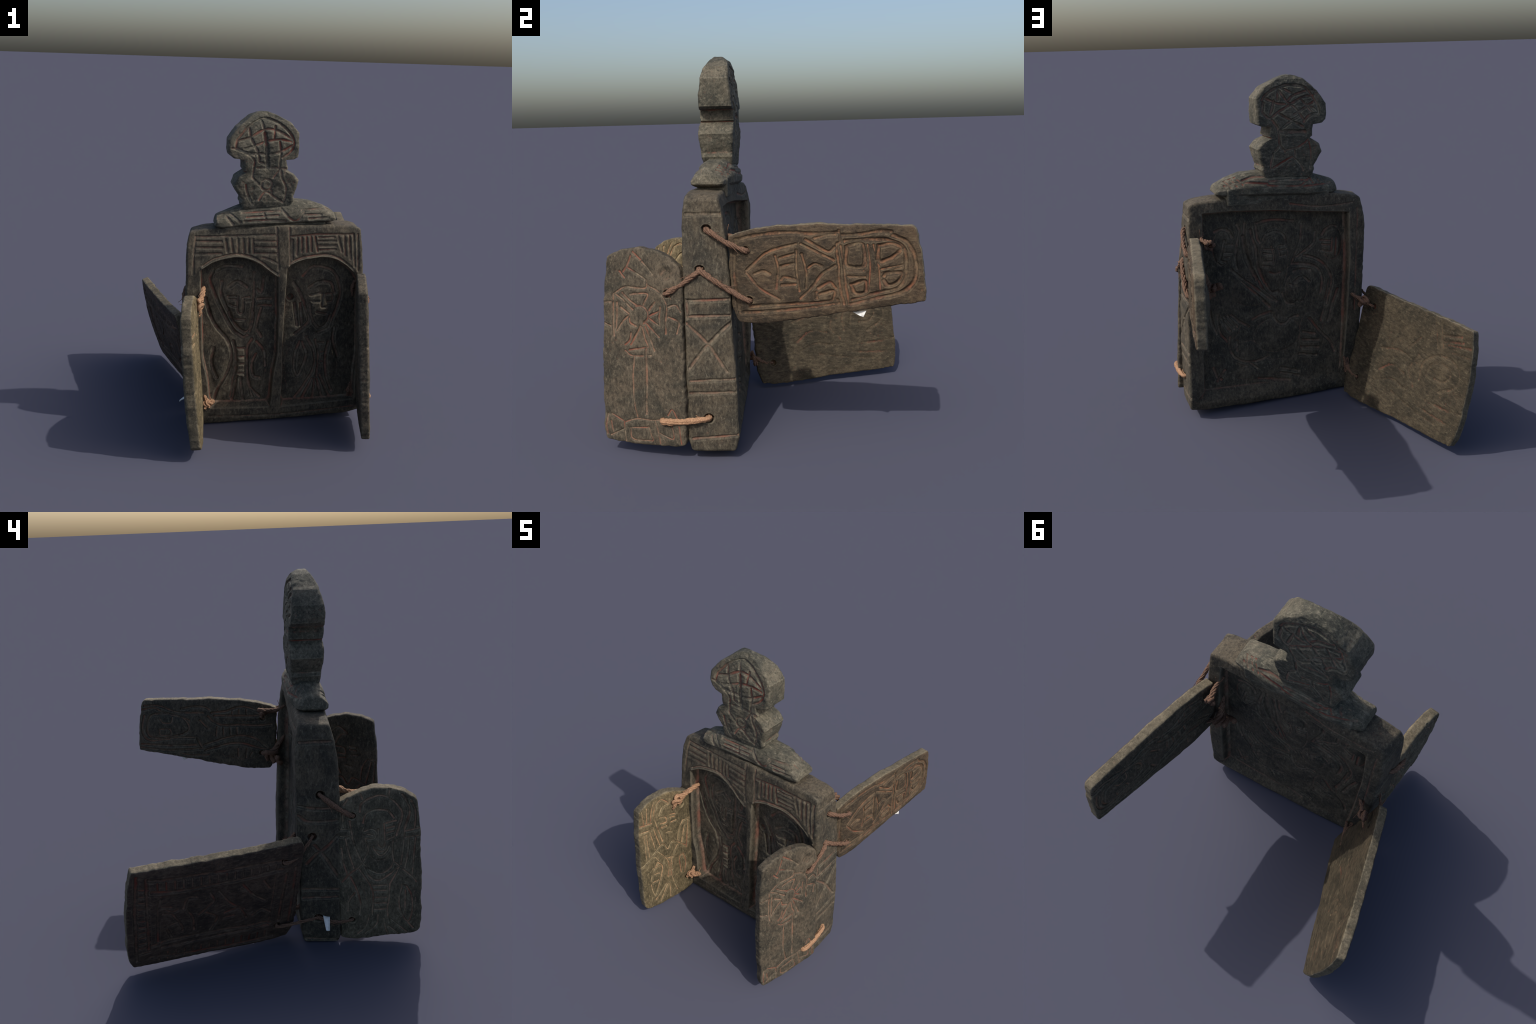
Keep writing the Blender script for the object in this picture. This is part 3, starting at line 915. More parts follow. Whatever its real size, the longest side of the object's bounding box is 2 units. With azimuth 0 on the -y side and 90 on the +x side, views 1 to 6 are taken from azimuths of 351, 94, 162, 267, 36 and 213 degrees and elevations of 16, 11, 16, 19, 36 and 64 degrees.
deep_in = np.maximum(inside_distance(fx, fz, niche_left), inside_distance(fx, fz, niche_right))
slope = 0.010 + 0.030 * smooth((0.17 - fz) / 0.06)
niche = smooth((deep_in + 0.016 * smooth((fz - 0.3) / 0.2)) / slope)
belt = Relief(fx, fz, 21)
carve_front(belt.cut)
for arch, lift in ((arch_left, 0.034), (arch_right, 0.030)):
    belt.cut(8, 6, *[(ax, az + lift) for ax, az in arch])
belt.cut(9, 5, (-0.350, 0.062), (0.10, 0.050), (0.60, 0.085))
for arch in (arch_left, arch_right):
    belt.ridge(14, 4, *[(ax, az + 0.020) for ax, az in arch])
belt.ridge(34, 5, (0.096, 0.980), (0.096, 0.700), (0.080, 0.110))
saints = Relief(fx, fz, 22)
carve_niche(lambda w, d, *q: saints.cut(w * 1.25, d * 1.7, *q))
for sx in (-0.150, 0.325):  # each saint: head, shoulders, the two arms and the skirt swell out of the ground
    saints.swell(sx, 0.750, 0.080, 0.155, 0.018)
    saints.swell(sx, 0.870, 0.170, 0.140, 0.010)
    saints.swell(sx, 0.480, 0.150, 0.120, 0.014)
    saints.swell(sx - 0.130, 0.360, 0.055, 0.150, 0.013)
    saints.swell(sx + 0.110, 0.360, 0.055, 0.150, 0.013)
    saints.swell(sx, 0.330, 0.050, 0.200, 0.014)
    saints.swell(sx, 0.190, 0.130, 0.080, 0.010)
saints.pit(0.160, 0.840, 0.022, 0.030)
y[f] += belt.depth * (1 - niche) + niche * (at([(-0.3, 0.067), (0.1, 0.062), (0.4, 0.050)], fx) + saints.depth)

# back: one square niche with a mother, a child and two attendants
b = np.flatnonzero(case.back)
bx, bz = x[b], z[b]
frame = [(-0.385, 1.185), (-0.190, 1.205), (0.075, 1.235), (0.330, 1.252), (0.512, 1.252), (0.545, 0.80), (0.572, 0.135), (0.10, 0.105), (-0.345, 0.090), (-0.372, 0.45), (-0.392, 0.90)]
inset = inside_distance(bx, bz, frame)
hollow = smooth((inset + 0.055 * smooth((0.17 - bz) / 0.06)) / (0.012 + 0.075 * smooth((0.17 - bz) / 0.06)))
icon = Relief(bx, bz, 23)
carve_back(lambda w, d, *q: icon.cut(w * 1.2, d * 1.25, *q))
for ex, ez, ew, eh, lift in (  # heads, halo, sleeves and lap stand out as rounded forms
        (0.078, 0.920, 0.085, 0.200, 0.020), (0.070, 1.000, 0.170, 0.160, 0.009), (-0.058, 0.715, 0.070, 0.100, 0.018),
        (-0.085, 0.730, 0.150, 0.150, 0.008), (0.390, 1.020, 0.060, 0.110, 0.016), (-0.300, 0.985, 0.062, 0.105, 0.016),
        (0.225, 0.735, 0.120, 0.090, 0.010), (0.375, 0.520, 0.060, 0.070, 0.012), (0.075, 0.435, 0.150, 0.110, 0.014),
        (0.270, 0.340, 0.090, 0.080, 0.011), (-0.150, 0.400, 0.080, 0.150, 0.011), (0.150, 0.215, 0.200, 0.060, 0.009)):
    icon.swell(ex, ez, ew, eh, lift, 1.2)
rim = Relief(bx, bz, 24)
rim.cut(9, 5, (-0.41, 1.235), (-0.20, 1.232), (-0.02, 1.262))
rim.cut(8, 4, (-0.425, 0.55), (-0.432, 0.9), (-0.44, 1.2))
rim_y = -0.150
floor_y = at([(0.1, -0.160), (0.35, -0.176), (0.6, -0.186), (1.25, -0.196)], bz)
y[b] = np.where(hollow > 0, y[b] + (floor_y - icon.depth - y[b]) * hollow, y[b]) - rim.depth * (1 - hollow)

# the two narrow sides: cross-bands, a saltire and the tie holes
s = np.flatnonzero(case.right)
right = Relief(y[s], z[s], 25)
carve_side_r(right.cut)
for hy, hz in ((-0.228, 1.153), (-0.265, 0.961), (-0.246, 0.223)):
    right.pit(hy, hz, 0.022, 0.045)
x[s] -= right.depth
s = np.flatnonzero(case.left)
left = Relief(y[s], z[s], 26)
carve_side_l(lambda w, d, *q: left.cut(w, d * 1.4, *q))
for hy, hz in ((-0.244, 0.902), (-0.200, 0.668), (-0.236, 0.167)):
    left.pit(hy, hz, 0.022, 0.045)
x[s] += left.depth
mesh_object("case", np.stack([x, y, z], -1), case.quads, CASE_WOOD, shrine)

# ---- crest base: neck and a long lozenge with braided edges
neck = Block((0.66, 0.14, 0.11), (0.006, 0.006, 0.006), 0.012)
p = np.stack([-0.270 + 0.63 * neck.a, -0.304 + 0.154 * neck.b, 1.255 + 0.10 * neck.c + 0.025 * neck.a], -1)
mesh_object("crest_neck", weathered(p, neck.normal, 1, 31), neck.quads, CREST_WOOD, shrine)

lozenge = Block((0.75, 0.20, 0.11), (0.0035, 0.004, 0.0035), 0.020)
a, bb, c = lozenge.a, lozenge.b, lozenge.c
low = at([(0, 1.306), (0.06, 1.296), (0.5, 1.316), (0.95, 1.334), (1, 1.346)], a)
top = at([(0, 1.378), (0.06, 1.392), (0.20, 1.426), (0.45, 1.452), (0.62, 1.462), (0.80, 1.458), (0.92, 1.430), (1, 1.400)], a)
bulge = at([(0, -0.008), (0.15, 0.004), (0.40, 0.005), (0.65, -0.006), (0.85, -0.024), (1, -0.050)], c)
mid_y = -0.222 - 0.006 * a - at([(0, 0.020), (0.25, 0), (0.75, 0), (1, 0.016)], a)
half = at([(0, 0.070), (0.25, 0.094), (0.75, 0.094), (1, 0.076)], a)
p = np.stack([-0.332 + 0.757 * a + (0.5 - a) * 0.030 * c, mid_y + (2 * bb - 1) * (half + bulge), low + (top - low) * c], -1)
p = weathered(p, lozenge.normal, 0.8, 32)
f = np.flatnonzero(lozenge.front)
braid = Relief(p[f, 0], p[f, 2], 33)
carve_cap_f(braid.cut)
p[f, 1] += braid.depth
f = np.flatnonzero(lozenge.back)
braid = Relief(p[f, 0], p[f, 2], 34)
carve_cap_b(braid.cut)
p[f, 1] -= braid.depth
mesh_object("crest_base", p, lozenge.quads, CREST_WOOD, shrine)

# ---- crest: squat legs, a notched waist and a mushroom head with a net
crest = Block((0.40, 0.16, 0.70), (0.0032, 0.0045, 0.0032), 0.018)
outline = [  # left x, left z, right x, right z, from the foot up
    (-0.158, 1.405, 0.134, 1.425), (-0.166, 1.440, 0.144, 1.455), (-0.174, 1.457, 0.152, 1.474), (-0.168, 1.476, 0.145, 1.494),
    (-0.197, 1.520, 0.160, 1.545), (-0.220, 1.558, 0.172, 1.596), (-0.198, 1.608, 0.142, 1.632), (-0.147, 1.644, 0.088, 1.654),
    (-0.162, 1.652, 0.106, 1.662), (-0.160, 1.690, 0.100, 1.697), (-0.168, 1.718, 0.096, 1.718), (-0.224, 1.724, 0.148, 1.722),
    (-0.250, 1.742, 0.172, 1.734), (-0.258, 1.770, 0.174, 1.762), (-0.256, 1.832, 0.174, 1.878), (-0.204, 1.905, 0.120, 1.940),
    (-0.114, 1.978, 0.036, 1.980), (-0.080, 1.993, -0.002, 1.995), (-0.040, 2.001, -0.028, 2.001)]
rows = np.array(outline)
span_up = np.concatenate([[0], np.cumsum(0.5 * (np.hypot(*np.diff(rows[:, :2], axis=0).T) + np.hypot(*np.diff(rows[:, 2:], axis=0).T)))])
span_up /= span_up[-1]
lx, lz, rx, rz = (np.interp(crest.c, span_up, rows[:, i]) for i in range(4))
a = crest.a
z = lz + (rz - lz) * a
x = lx + (rx - lx) * a
yf = at([(1.40, -0.292), (1.46, -0.306), (1.60, -0.313), (1.74, -0.317), (1.80, -0.314), (1.88, -0.301), (1.93, -0.288), (1.975, -0.264), (2.0, -0.244)], z)
yb = at([(1.40, -0.152), (1.46, -0.146), (1.60, -0.135), (1.74, -0.135), (1.80, -0.140), (1.88, -0.150), (1.93, -0.157), (1.975, -0.172), (2.0, -0.200)], z)
p = np.stack([x, yf + (yb - yf) * crest.b, z], -1)
p = weathered(p, crest.normal, 1.7, 41)
f = np.flatnonzero(crest.front)
net = Relief(p[f, 0], p[f, 2], 42)
carve_stele_f(net.cut)
p[f, 1] += net.depth
f = np.flatnonzero(crest.back)
net = Relief(p[f, 0], p[f, 2], 43)
carve_stele_b(lambda w, d, *q: net.cut(w, d * 1.4, *q))
p[f, 1] -= net.depth
mesh_object("crest", p, crest.quads, CREST_WOOD, shrine)


# ---- doors: leaves bounded by four edge curves, carved on both faces
class Leaf:
    def __init__(self, origin, out, up, normal, twist, thick, shift=0.0, dome=0.0):
        self.o, self.u, self.v, self.n = (np.array(k, float) for k in (origin, out, up, normal))
        self.twist, self.thick, self.shift, self.dome = twist, thick, shift, dome

    def place(self, u, v, w):
        """Local metres (away from hinge, up, outward) to the world."""
        return self.o + np.multiply.outer(u, self.u) + np.multiply.outer(v, self.v) + np.multiply.outer(w + self.shift, self.n)

    def build(self, hinge, outer, bottom, top, bow, outside, inside, holes, material, edge, lining, seed, dents=(), lean=0.0, heel=0.0):
        width = np.ptp(np.array(bottom)[:, 0])
        height = np.ptp(np.array(hinge)[:, 1])
        g = Block((width, self.thick, height), (0.0032, 0.005, 0.0032), 0.010)
        s, t = g.a, g.c
        H, O, B, T = along(hinge, t), along(outer, t), along(bottom, s), along(top, s)
        s2, t2 = s[:, None], t[:, None]
        c00, c10, c01, c11 = (np.array(k) for k in (bottom[0], bottom[-1], top[0], top[-1]))
        uv = (1 - s2) * H + s2 * O + (1 - t2) * B + t2 * T - ((1 - s2) * (1 - t2) * c00 + s2 * (1 - t2) * c10 + (1 - s2) * t2 * c01 + s2 * t2 * c11)
        nick = np.stack([uv[:, 0], uv[:, 1], np.full(len(s), float(seed))], -1)
        rimness = np.maximum(np.abs(2 * s - 1), np.abs(2 * t - 1)) ** 12
        uv = uv + np.stack([noise(nick, 22, seed) + 0.6 * noise(nick, 60, seed + 1), noise(nick, 24, seed + 2) + 0.6 * noise(nick, 65, seed + 3)], -1) * (0.0035 * rimness)[:, None]
        thin = 1 - 0.10 * rimness + self.dome * np.sqrt(np.clip(np.sin(math.pi * s) * np.sin(math.pi * t), 0, 1))
        w = (0.5 - g.b) * self.thick * thin
        w = w + bow * (np.sin(math.pi * t) - 0.6) + self.twist * (2 * s - 1) * (2 * t - 1) + heel * (1 - s) ** 2 + lean * smooth(t * 1.2) * np.sqrt(np.clip(np.sin(math.pi * s), 0, 1))
        relief = np.zeros(len(s))
        for face, carve, sign in ((g.front, outside, -1), (g.back, inside, 1)):
            i = np.flatnonzero(face)
            r = Relief(uv[i, 0], uv[i, 1], seed + 3 + sign)
            if carve:
                carve(r)
            for hu, hv in holes:
                r.pit(hu, hv, 0.017, self.thick * 0.46)
            for du, dv, dr, dd in dents if sign < 0 else ():
                r.pit(du, dv, dr, dd, dr)
            relief[i] += sign * r.depth
        p = self.place(uv[:, 0], uv[:, 1], w + relief)
        local = g.normal
        world = np.outer(local[:, 0], self.u) + np.outer(local[:, 2], self.v) - np.outer(local[:, 1], self.n)
        quads = g.quads if np.cross(self.u, -self.n) @ self.v > 0 else g.quads[:, ::-1]
        return mesh_object("door", weathered(p, world, 1.0, seed + 9), quads, material, shrine, (edge, lining), g.rim)


FACE_AND_ARMS = [(0.232, 0.640, 0.085, 0.140, 0.011), (0.232, 0.720, 0.150, 0.130, 0.005), (0.224, 0.270, 0.050, 0.190, 0.007), (0.102, 0.235, 0.050, 0.120, 0.006), (0.364, 0.230, 0.048, 0.130, 0.006)]
LYING_SAINT = [(0.690, 0.225, 0.130, 0.085, 0.011), (0.200, 0.365, 0.150, 0.055, 0.008), (0.190, 0.108, 0.150, 0.055, 0.008), (0.265, 0.233, 0.150, 0.040, 0.006)]


def strokes(carver, boost=1.0, forms=()):
    """Carve a face with one set of lines, cut deeper or shallower."""
    def run(relief):
        carver(lambda w, d, *q: relief.cut(w, d * boost, *q))
        for form in forms:
            relief.swell(*form, 1.2)
    return run


def ladder_frame(relief):
    """The left lower door: a rectangular frame filled with short rungs."""
    carve_BL(lambda w, d, *q: relief.cut(w, d * 1.4, *q))
    relief.sink(7, 0.012, (0.745, 0.515), (0.745, 0.130), (0.130, 0.130), (0.120, 0.525))
    relief.rungs(7, 6.5, (0.845, 0.585), (0.850, 0.105), (0.795, 0.575), (0.795, 0.110), 12)
    relief.rungs(7, 6.5, (0.770, 0.590), (0.110, 0.585), (0.770, 0.540), (0.110, 0.545), 15)
    relief.rungs(7, 6.5, (0.770, 0.100), (0.130, 0.095), (0.770, 0.050), (0.130, 0.045), 14)


front_right = Leaf((0.675, -0.357, 0.087), (-0.2467, -0.9672, 0.0608), (-0.0622, 0.0784, 0.9950), (0.9671, -0.2416, 0.0795), -0.004, 0.056, -0.012, 0.35)
front_left = Leaf((-0.396, -0.367, 0.025), (-0.1695, -0.9841, 0.0524), (-0.0597, 0.0634, 0.9962), (-0.9837, 0.1657, -0.0695), 0.006, 0.066, 0.011, 0.38)
back_right = Leaf((0.602, -0.060, 0.705), (0.1656, 0.9816, 0.0952), (-0.0500, -0.0881, 0.9949), (0.9849, -0.1695, 0.0345), 0.003, 0.058, -0.001, 0.40)
back_left = Leaf((-0.352, -0.071, 0.018), (-0.2641, 0.9645, 0.0061), (-0.2694, -0.0798, 0.9597), (-0.9261, -0.2518, -0.2809), -0.010, 0.058, 0.003, 0.22)


def mirrored_saint(relief):
    """The unseen inner face of the right front door repeats the left one, turned about."""
    carve_FL_in(lambda w, d, *q: relief.cut(w, d, *[(0.06 + 0.44 - u, 0.03 + 0.98 * v) for u, v in q]))


front_right.build(
    hinge=[(0.002, 0.004), (0.010, 0.216), (0.028, 0.414), (0.042, 0.610), (0.056, 0.790), (0.068, 0.872)],
    outer=[(0.428, -0.034), (0.446, 0.010), (0.460, 0.160), (0.470, 0.320), (0.476, 0.480), (0.473, 0.568), (0.480, 0.630), (0.478, 0.720), (0.476, 0.800), (0.470, 0.900)],
    bottom=[(0.002, 0.004), (0.108, -0.016), (0.267, -0.030), (0.428, -0.034)],
    top=[(0.068, 0.872), (0.092, 0.897), (0.130, 0.925), (0.175, 0.946), (0.222, 0.958), (0.290, 0.962), (0.350, 0.955), (0.410, 0.938), (0.470, 0.900)],
    bow=0.0, outside=strokes(carve_FR), inside=mirrored_saint, holes=[(0.132, 0.753), (0.118, 0.116)],
    material=DOOR_WOOD, edge=DOOR_WOOD, lining=DOOR_WOOD, seed=101, dents=[(0.145, 0.846, 0.030, 0.010)])
front_left.build(
    hinge=[(0.004, 0.012), (0.004, 0.267), (0.010, 0.576), (0.022, 0.836)],
    outer=[(0.430, 0.036), (0.440, 0.080), (0.444, 0.320), (0.444, 0.600), (0.436, 0.740), (0.430, 0.824)],
    bottom=[(0.004, 0.012), (0.068, 0.003), (0.150, -0.003), (0.274, 0.007), (0.396, 0.020), (0.430, 0.036)],
    top=[(0.022, 0.836), (0.086, 0.864), (0.150, 0.892), (0.214, 0.907), (0.277, 0.906), (0.330, 0.896), (0.385, 0.868), (0.430, 0.824)],
    bow=0.006, outside=strokes(carve_FL, boost=1.35, forms=FACE_AND_ARMS), inside=strokes(carve_FL_in, boost=1.3), holes=[(0.098, 0.763), (0.069, 0.132)],
    material=PALE_DOOR, edge=WORN_EDGE, lining=GOLD_WOOD, seed=121, heel=0.018)
back_right.build(
    hinge=[(-0.010, 0.000), (-0.036, 0.034), (-0.040, 0.140), (-0.035, 0.320), (-0.026, 0.418)],
    outer=[(0.866, 0.046), (0.870, 0.070), (0.868, 0.170), (0.863, 0.272), (0.858, 0.360), (0.842, 0.393)],
    bottom=[(-0.010, 0.000), (0.075, -0.012), (0.210, -0.008), (0.435, 0.008), (0.640, 0.028), (0.740, 0.037), (0.866, 0.046)],
    top=[(-0.026, 0.418), (0.077, 0.441), (0.205, 0.448), (0.390, 0.440), (0.604, 0.421), (0.842, 0.393)],
    bow=0.0, outside=strokes(carve_BR), inside=strokes(carve_BR_in, boost=1.7, forms=LYING_SAINT), holes=[(0.056, 0.344), (0.046, 0.105)],
    material=BROWN_WOOD, edge=WORN_EDGE, lining=DOOR_WOOD, seed=141)
back_left.build(
    hinge=[(0.018, 0.002), (-0.014, 0.072), (-0.016, 0.260), (-0.020, 0.640), (-0.004, 0.700)],
    outer=[(0.886, 0.025), (0.904, 0.080), (0.914, 0.200), (0.910, 0.380), (0.898, 0.560), (0.874, 0.672)],
    bottom=[(0.018, 0.002), (0.156, -0.003), (0.380, 0.005), (0.600, 0.015), (0.752, 0.016), (0.886, 0.025)],
    top=[(-0.004, 0.700), (0.100, 0.700), (0.305, 0.690), (0.503, 0.684), (0.694, 0.680), (0.874, 0.672)],
    bow=0.014, outside=ladder_frame, inside=lambda r: carve_BL_in(lambda w, d, *q: r.cut(w, d * 0.9, *q)), holes=[(0.082, 0.586), (0.086, 0.125)],
    material=RUST_WOOD, edge=WORN_EDGE, lining=OLIVE_WOOD, seed=161, lean=0.009)


# ---- fibre ties
def tube_rings(path, radius, sides=7):
    """Rings around a path with a carried frame."""
    p = np.asarray(path)
    tan = np.gradient(p, axis=0)
    tan /= np.linalg.norm(tan, axis=1, keepdims=True) + 1e-12
    side = np.cross(tan[0], (0.31, 0.52, 0.80))
    frames = []
    for t in tan:
        side = side - t * (side @ t)
        side /= np.linalg.norm(side)
        frames.append((side, np.cross(t, side)))
    ang = np.arange(sides) / sides * TAU
    r = np.broadcast_to(radius, len(p))
    rings = [c + rr * (np.cos(ang)[:, None] * s + np.sin(ang)[:, None] * q) for c, rr, (s, q) in zip(p, r, frames)]
    return np.array(rings), frames


def tube(path, radius, sides=7):
    rings, _ = tube_rings(path, radius, sides)
    n = len(rings)
    v = np.vstack([rings.reshape(-1, 3), rings[0].mean(0), rings[-1].mean(0)])
    q = []
    for i in range(n - 1):
        for j in range(sides):
            k = (j + 1) % sides
            q.append((i * sides + j, i * sides + k, (i + 1) * sides + k))
            q.append((i * sides + j, (i + 1) * sides + k, (i + 1) * sides + j))
    for j in range(sides):
        k = (j + 1) % sides
        q.append((n * sides, k, j))
        q.append((n * sides + 1, (n - 1) * sides + j, (n - 1) * sides + k))
    return v, np.array(q)


def join(pieces):
    v, q, base = [], [], 0
    for a, b in pieces:
        v.append(a)
        q.append(b + base)
        base += len(a)
    return np.vstack(v), np.vstack(q)


def cord(pts, radius=0.010, strands=5, turns=None, taper=(1, 1), fray=0.0):
    """A loosely twisted hank of plant fibre along a path."""
    mid = along(pts, np.linspace(0, 1, 36))
    length = np.linalg.norm(np.diff(mid, axis=0), axis=1).sum()
    turns = length / 0.16 if turns is None else turns
    t = np.linspace(0, 1, 36)
    size = radius * 1.12 * np.interp(t, [0, 0.5, 1], [taper[0], 1, taper[1]])
    size = size * (1 + 0.22 * np.interp(t, np.linspace(0, 1, 9), rng.uniform(-1, 1, 9)))
    _, frames = tube_rings(mid, 1.0)
    s, q = np.array([f[0] for f in frames]), np.array([f[1] for f in frames])
    pieces = []
    for k in range(strands):
        phase = TAU * k / strands + rng.uniform(-0.3, 0.3)
        ang = phase + turns * TAU * t
        spread = size * 0.55 * (1 + fray * np.clip(t * 3 - 2, 0, 1) * rng.uniform(1, 3))
        path = mid + s * (np.cos(ang) * spread)[:, None] + q * (np.sin(ang) * spread)[:, None]
        path = path + rng.normal(0, 0.0011, path.shape)
        pieces.append(tube(path, size * rng.uniform(0.40, 0.60)))
    for k in range(3):  # stray fibres
        i = int(rng.integers(4, 26))
        path = mid[i:i + 9] + np.outer(np.linspace(0, 1, 9) ** 2, rng.normal(0, radius * 1.3, 3)) + s[i:i + 9] * size[i:i + 9, None] * 0.9
        pieces.append(tube(path, radius * 0.13, 5))
    return join(pieces)


def knot(centre, size, axis, loops=4):
    """A lumpy knot: several small rings of cord lying across each other."""
    pieces = []
    axis = Vector(axis).normalized()
    for k in range(loops):
        tilt = Vector((rng.normal(), rng.normal(), rng.normal())) * 0.55 + axis
        rot = tilt.to_track_quat("Z", "Y").to_matrix()
        ang = np.linspace(0, TAU * 1.06, 26)
        ring = np.stack([np.cos(ang), np.sin(ang) * rng.uniform(0.6, 0.9), 0.15 * np.sin(2 * ang)], -1) * size * rng.uniform(0.55, 0.85)
        c = np.array(centre) + rng.normal(0, size * 0.22, 3)
        pieces.append(tube(ring @ np.array(rot).T + c, size * rng.uniform(0.26, 0.36)))
    return join(pieces)


def tie(name, *pieces, fibre=None):
    v, q = join(pieces)
    return mesh_object(name, v, q, fibre or DARK_CORD, shrine)


def hole(leaf, u, v, w):
    return tuple(leaf.place(np.float64(u), np.float64(v), np.float64(w)))


RIGHT_TOP, RIGHT_MID, RIGHT_LOW = (0.604, -0.222, 1.150), (0.612, -0.262, 0.958), (0.652, -0.250, 0.224)
LEFT_TOP, LEFT_MID, LEFT_LOW = (-0.494, -0.244, 0.902), (-0.478, -0.200, 0.668), (-0.438, -0.236, 0.167)


def lace(start, leaf, u, v, sag, radius=0.010, **kw):
    """A tie from a hole in the case side to a hole in a door, dipping into both."""
    side = 1 if start[0] > 0 else -1
    a = np.array(start)
    b = np.array(hole(leaf, u, v, leaf.thick / 2 * (1 + leaf.dome * 0.4)))
    n = leaf.n
    mid = (a + b) / 2 + np.array((side * 0.016, 0, -sag))
    pts = [a - np.array((side * 0.025, 0, 0)), a + np.array((side * 0.008, 0, 0)), mid, b + n * 0.010, b - n * 0.022]
    return cord(pts, radius, **kw)


tie("cord", lace(RIGHT_TOP, back_right, 0.056, 0.344, 0.006, 0.0115))
tie("cord", lace(RIGHT_MID, back_right, 0.046, 0.105, 0.006, 0.0115))
tie("cord", lace(RIGHT_MID, front_right, 0.132, 0.753, 0.004, 0.0110),
    cord([hole(front_right, 0.128, 0.745, 0.022), hole(front_right, 0.112, 0.742, 0.030)], 0.008))
tie("cord", lace(RIGHT_LOW, front_right, 0.118, 0.116, 0.004, 0.0125, turns=0.25), fibre=CORD)
tie("cord", lace(LEFT_TOP, front_left, 0.098, 0.763, 0.008, 0.0115))
tie("cord", lace(LEFT_MID, back_left, 0.082, 0.586, 0.030, 0.0075, strands=3))
tie("cord", lace(LEFT_LOW, back_left, 0.086, 0.125, 0.000, 0.0085, strands=4))
tie("cord", lace(LEFT_LOW, front_left, 0.069, 0.132, 0.020, 0.0090, strands=4))

# knots on the inner faces of the doors
tie("knot", cord([(-0.392, -0.285, 0.915), (-0.405, -0.350, 0.902), (-0.428, -0.440, 0.866)], 0.014, fray=0.3),
    knot((-0.428, -0.455, 0.858), 0.034, (1, -0.1, 0)), cord([(-0.430, -0.465, 0.850), (-0.428, -0.490, 0.826), (-0.436, -0.500, 0.800)], 0.008, 3, taper=(1, 0.5)), fibre=CORD)
tie("knot", knot((-0.372, -0.405, 0.180), 0.026, (1, 0, 0), 3), cord([(-0.388, -0.365, 0.215), (-0.372, -0.395, 0.190), (-0.352, -0.402, 0.165)], 0.014, taper=(0.6, 1), fray=0.5),
    cord([(-0.372, -0.400, 0.185), (-0.345, -0.385, 0.180), (-0.325, -0.365, 0.170)], 0.015, taper=(1, 0.5)), cord([(-0.375, -0.410, 0.175), (-0.392, -0.440, 0.160)], 0.008, 3), fibre=CORD)
tie("knot", cord([(-0.380, -0.160, 0.680), (-0.405, -0.120, 0.655), (-0.445, -0.075, 0.632)], 0.010, taper=(0.5, 1)),
    knot((-0.458, -0.062, 0.620), 0.028, (0.6, 0.4, 0), 5), cord([(-0.462, -0.055, 0.615), (-0.485, -0.020, 0.606), (-0.500, 0.003, 0.602)], 0.007, 3),
    cord([(-0.450, -0.070, 0.615), (-0.430, -0.065, 0.590)], 0.014, taper=(1, 0.8)))
tie("knot", cord([(-0.385, -0.155, 0.250), (-0.380, -0.135, 0.205), (-0.366, -0.095, 0.180), (-0.372, -0.045, 0.155), (-0.392, 0.005, 0.143)], 0.011, taper=(0.6, 0.7)),
    cord([(-0.352, -0.120, 0.235), (-0.358, -0.110, 0.190), (-0.362, -0.100, 0.140)], 0.010, taper=(0.6, 1.1), fray=0.5))
tie("knot", cord([(0.515, -0.170, 1.140), (0.528, -0.120, 1.106), (0.518, -0.060, 1.108), (0.506, -0.008, 1.096)], 0.013, taper=(0.5, 1.3), fray=0.4))
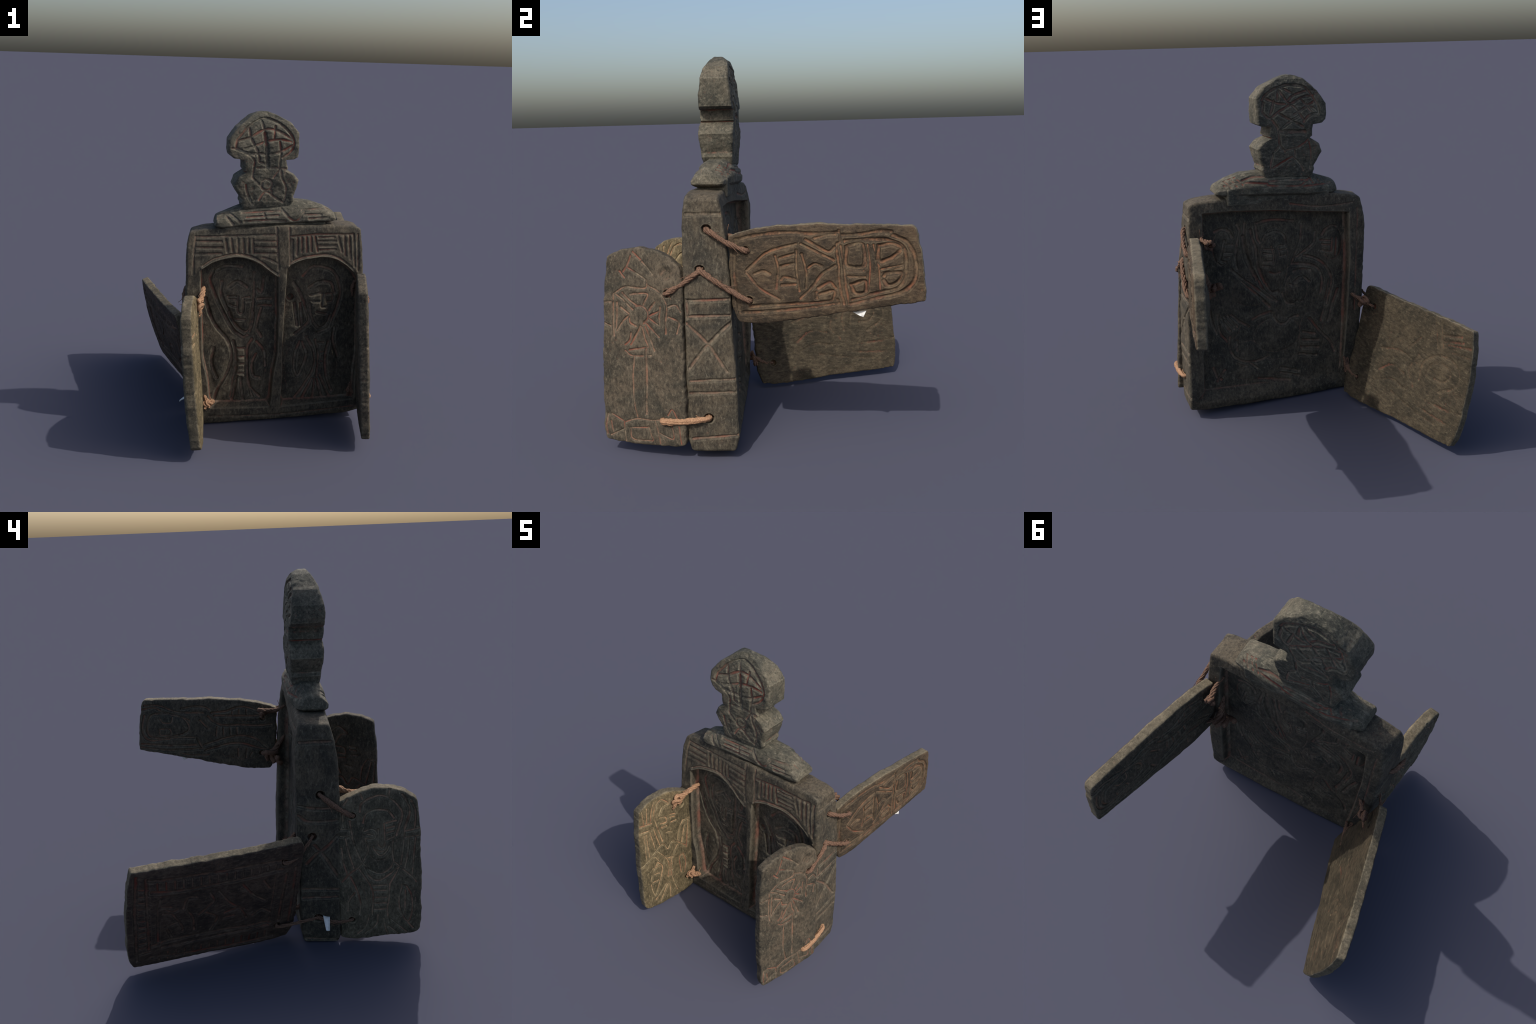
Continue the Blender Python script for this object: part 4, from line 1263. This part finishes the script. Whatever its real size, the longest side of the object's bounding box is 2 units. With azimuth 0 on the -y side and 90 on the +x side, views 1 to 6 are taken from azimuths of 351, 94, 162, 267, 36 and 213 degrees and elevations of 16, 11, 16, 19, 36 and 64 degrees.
tie("knot", cord([(0.532, -0.165, 0.940), (0.522, -0.125, 0.880), (0.508, -0.092, 0.830), (0.488, -0.070, 0.800)], 0.016, 6, taper=(0.4, 1.6), fray=1.0),
    cord([(0.512, -0.090, 0.835), (0.535, -0.055, 0.815), (0.565, -0.020, 0.806)], 0.010, taper=(1, 0.5)))
tie("knot", cord([(0.585, -0.292, 0.955), (0.566, -0.300, 0.925), (0.560, -0.310, 0.890), (0.562, -0.312, 0.850)], 0.010, taper=(1.2, 0.5)))
tie("knot", cord([(0.600, -0.285, 0.265), (0.588, -0.300, 0.215), (0.578, -0.310, 0.175), (0.575, -0.312, 0.110)], 0.010, taper=(0.6, 0.8)),
    cord([(0.586, -0.305, 0.195), (0.605, -0.322, 0.180), (0.630, -0.345, 0.165)], 0.011, taper=(1, 0.7)), knot((0.585, -0.305, 0.190), 0.020, (0, 1, 0), 3))


# paper: a torn scrap under the long door and a tag on the lower left tie
def paper(corners, bend):
    c = np.array(corners, float)
    s, t = np.meshgrid(np.linspace(0, 1, 9), np.linspace(0, 1, 9), indexing="ij")
    s, t = s.ravel()[:, None], t.ravel()[:, None]
    p = (1 - s) * (1 - t) * c[0] + s * (1 - t) * c[1] + s * t * c[2] + (1 - s) * t * c[3]
    n = np.cross(c[1] - c[0], c[3] - c[0])
    n /= np.linalg.norm(n)
    p = p + n * (bend * np.sin(math.pi * s) + 0.003 * noise(p, 60, 3)[:, None])
    v = np.vstack([p + n * 0.0012, p - n * 0.0012])
    g = np.arange(81).reshape(9, 9)
    q = np.stack([g[:-1, :-1], g[1:, :-1], g[1:, 1:], g[:-1, 1:]], -1).reshape(-1, 4)
    loop = np.concatenate([g[:, 0], g[-1, 1:], g[-2::-1, -1], g[0, -2:0:-1]])
    nxt = np.roll(loop, -1)
    edge = np.stack([loop, loop + 81, nxt + 81, nxt], -1)
    return v, np.vstack([q, q[:, ::-1] + 81, edge])


mesh_object("paper_scrap", *paper([(0.694, 0.455, 0.772), (0.708, 0.520, 0.780), (0.720, 0.505, 0.752), (0.708, 0.488, 0.756)], 0.006), PAPER, shrine)
mesh_object("paper_tag", *paper([(-0.470, -0.256, 0.190), (-0.480, -0.292, 0.186), (-0.545, -0.282, 0.140), (-0.540, -0.262, 0.138)], 0.006), PAPER, shrine)
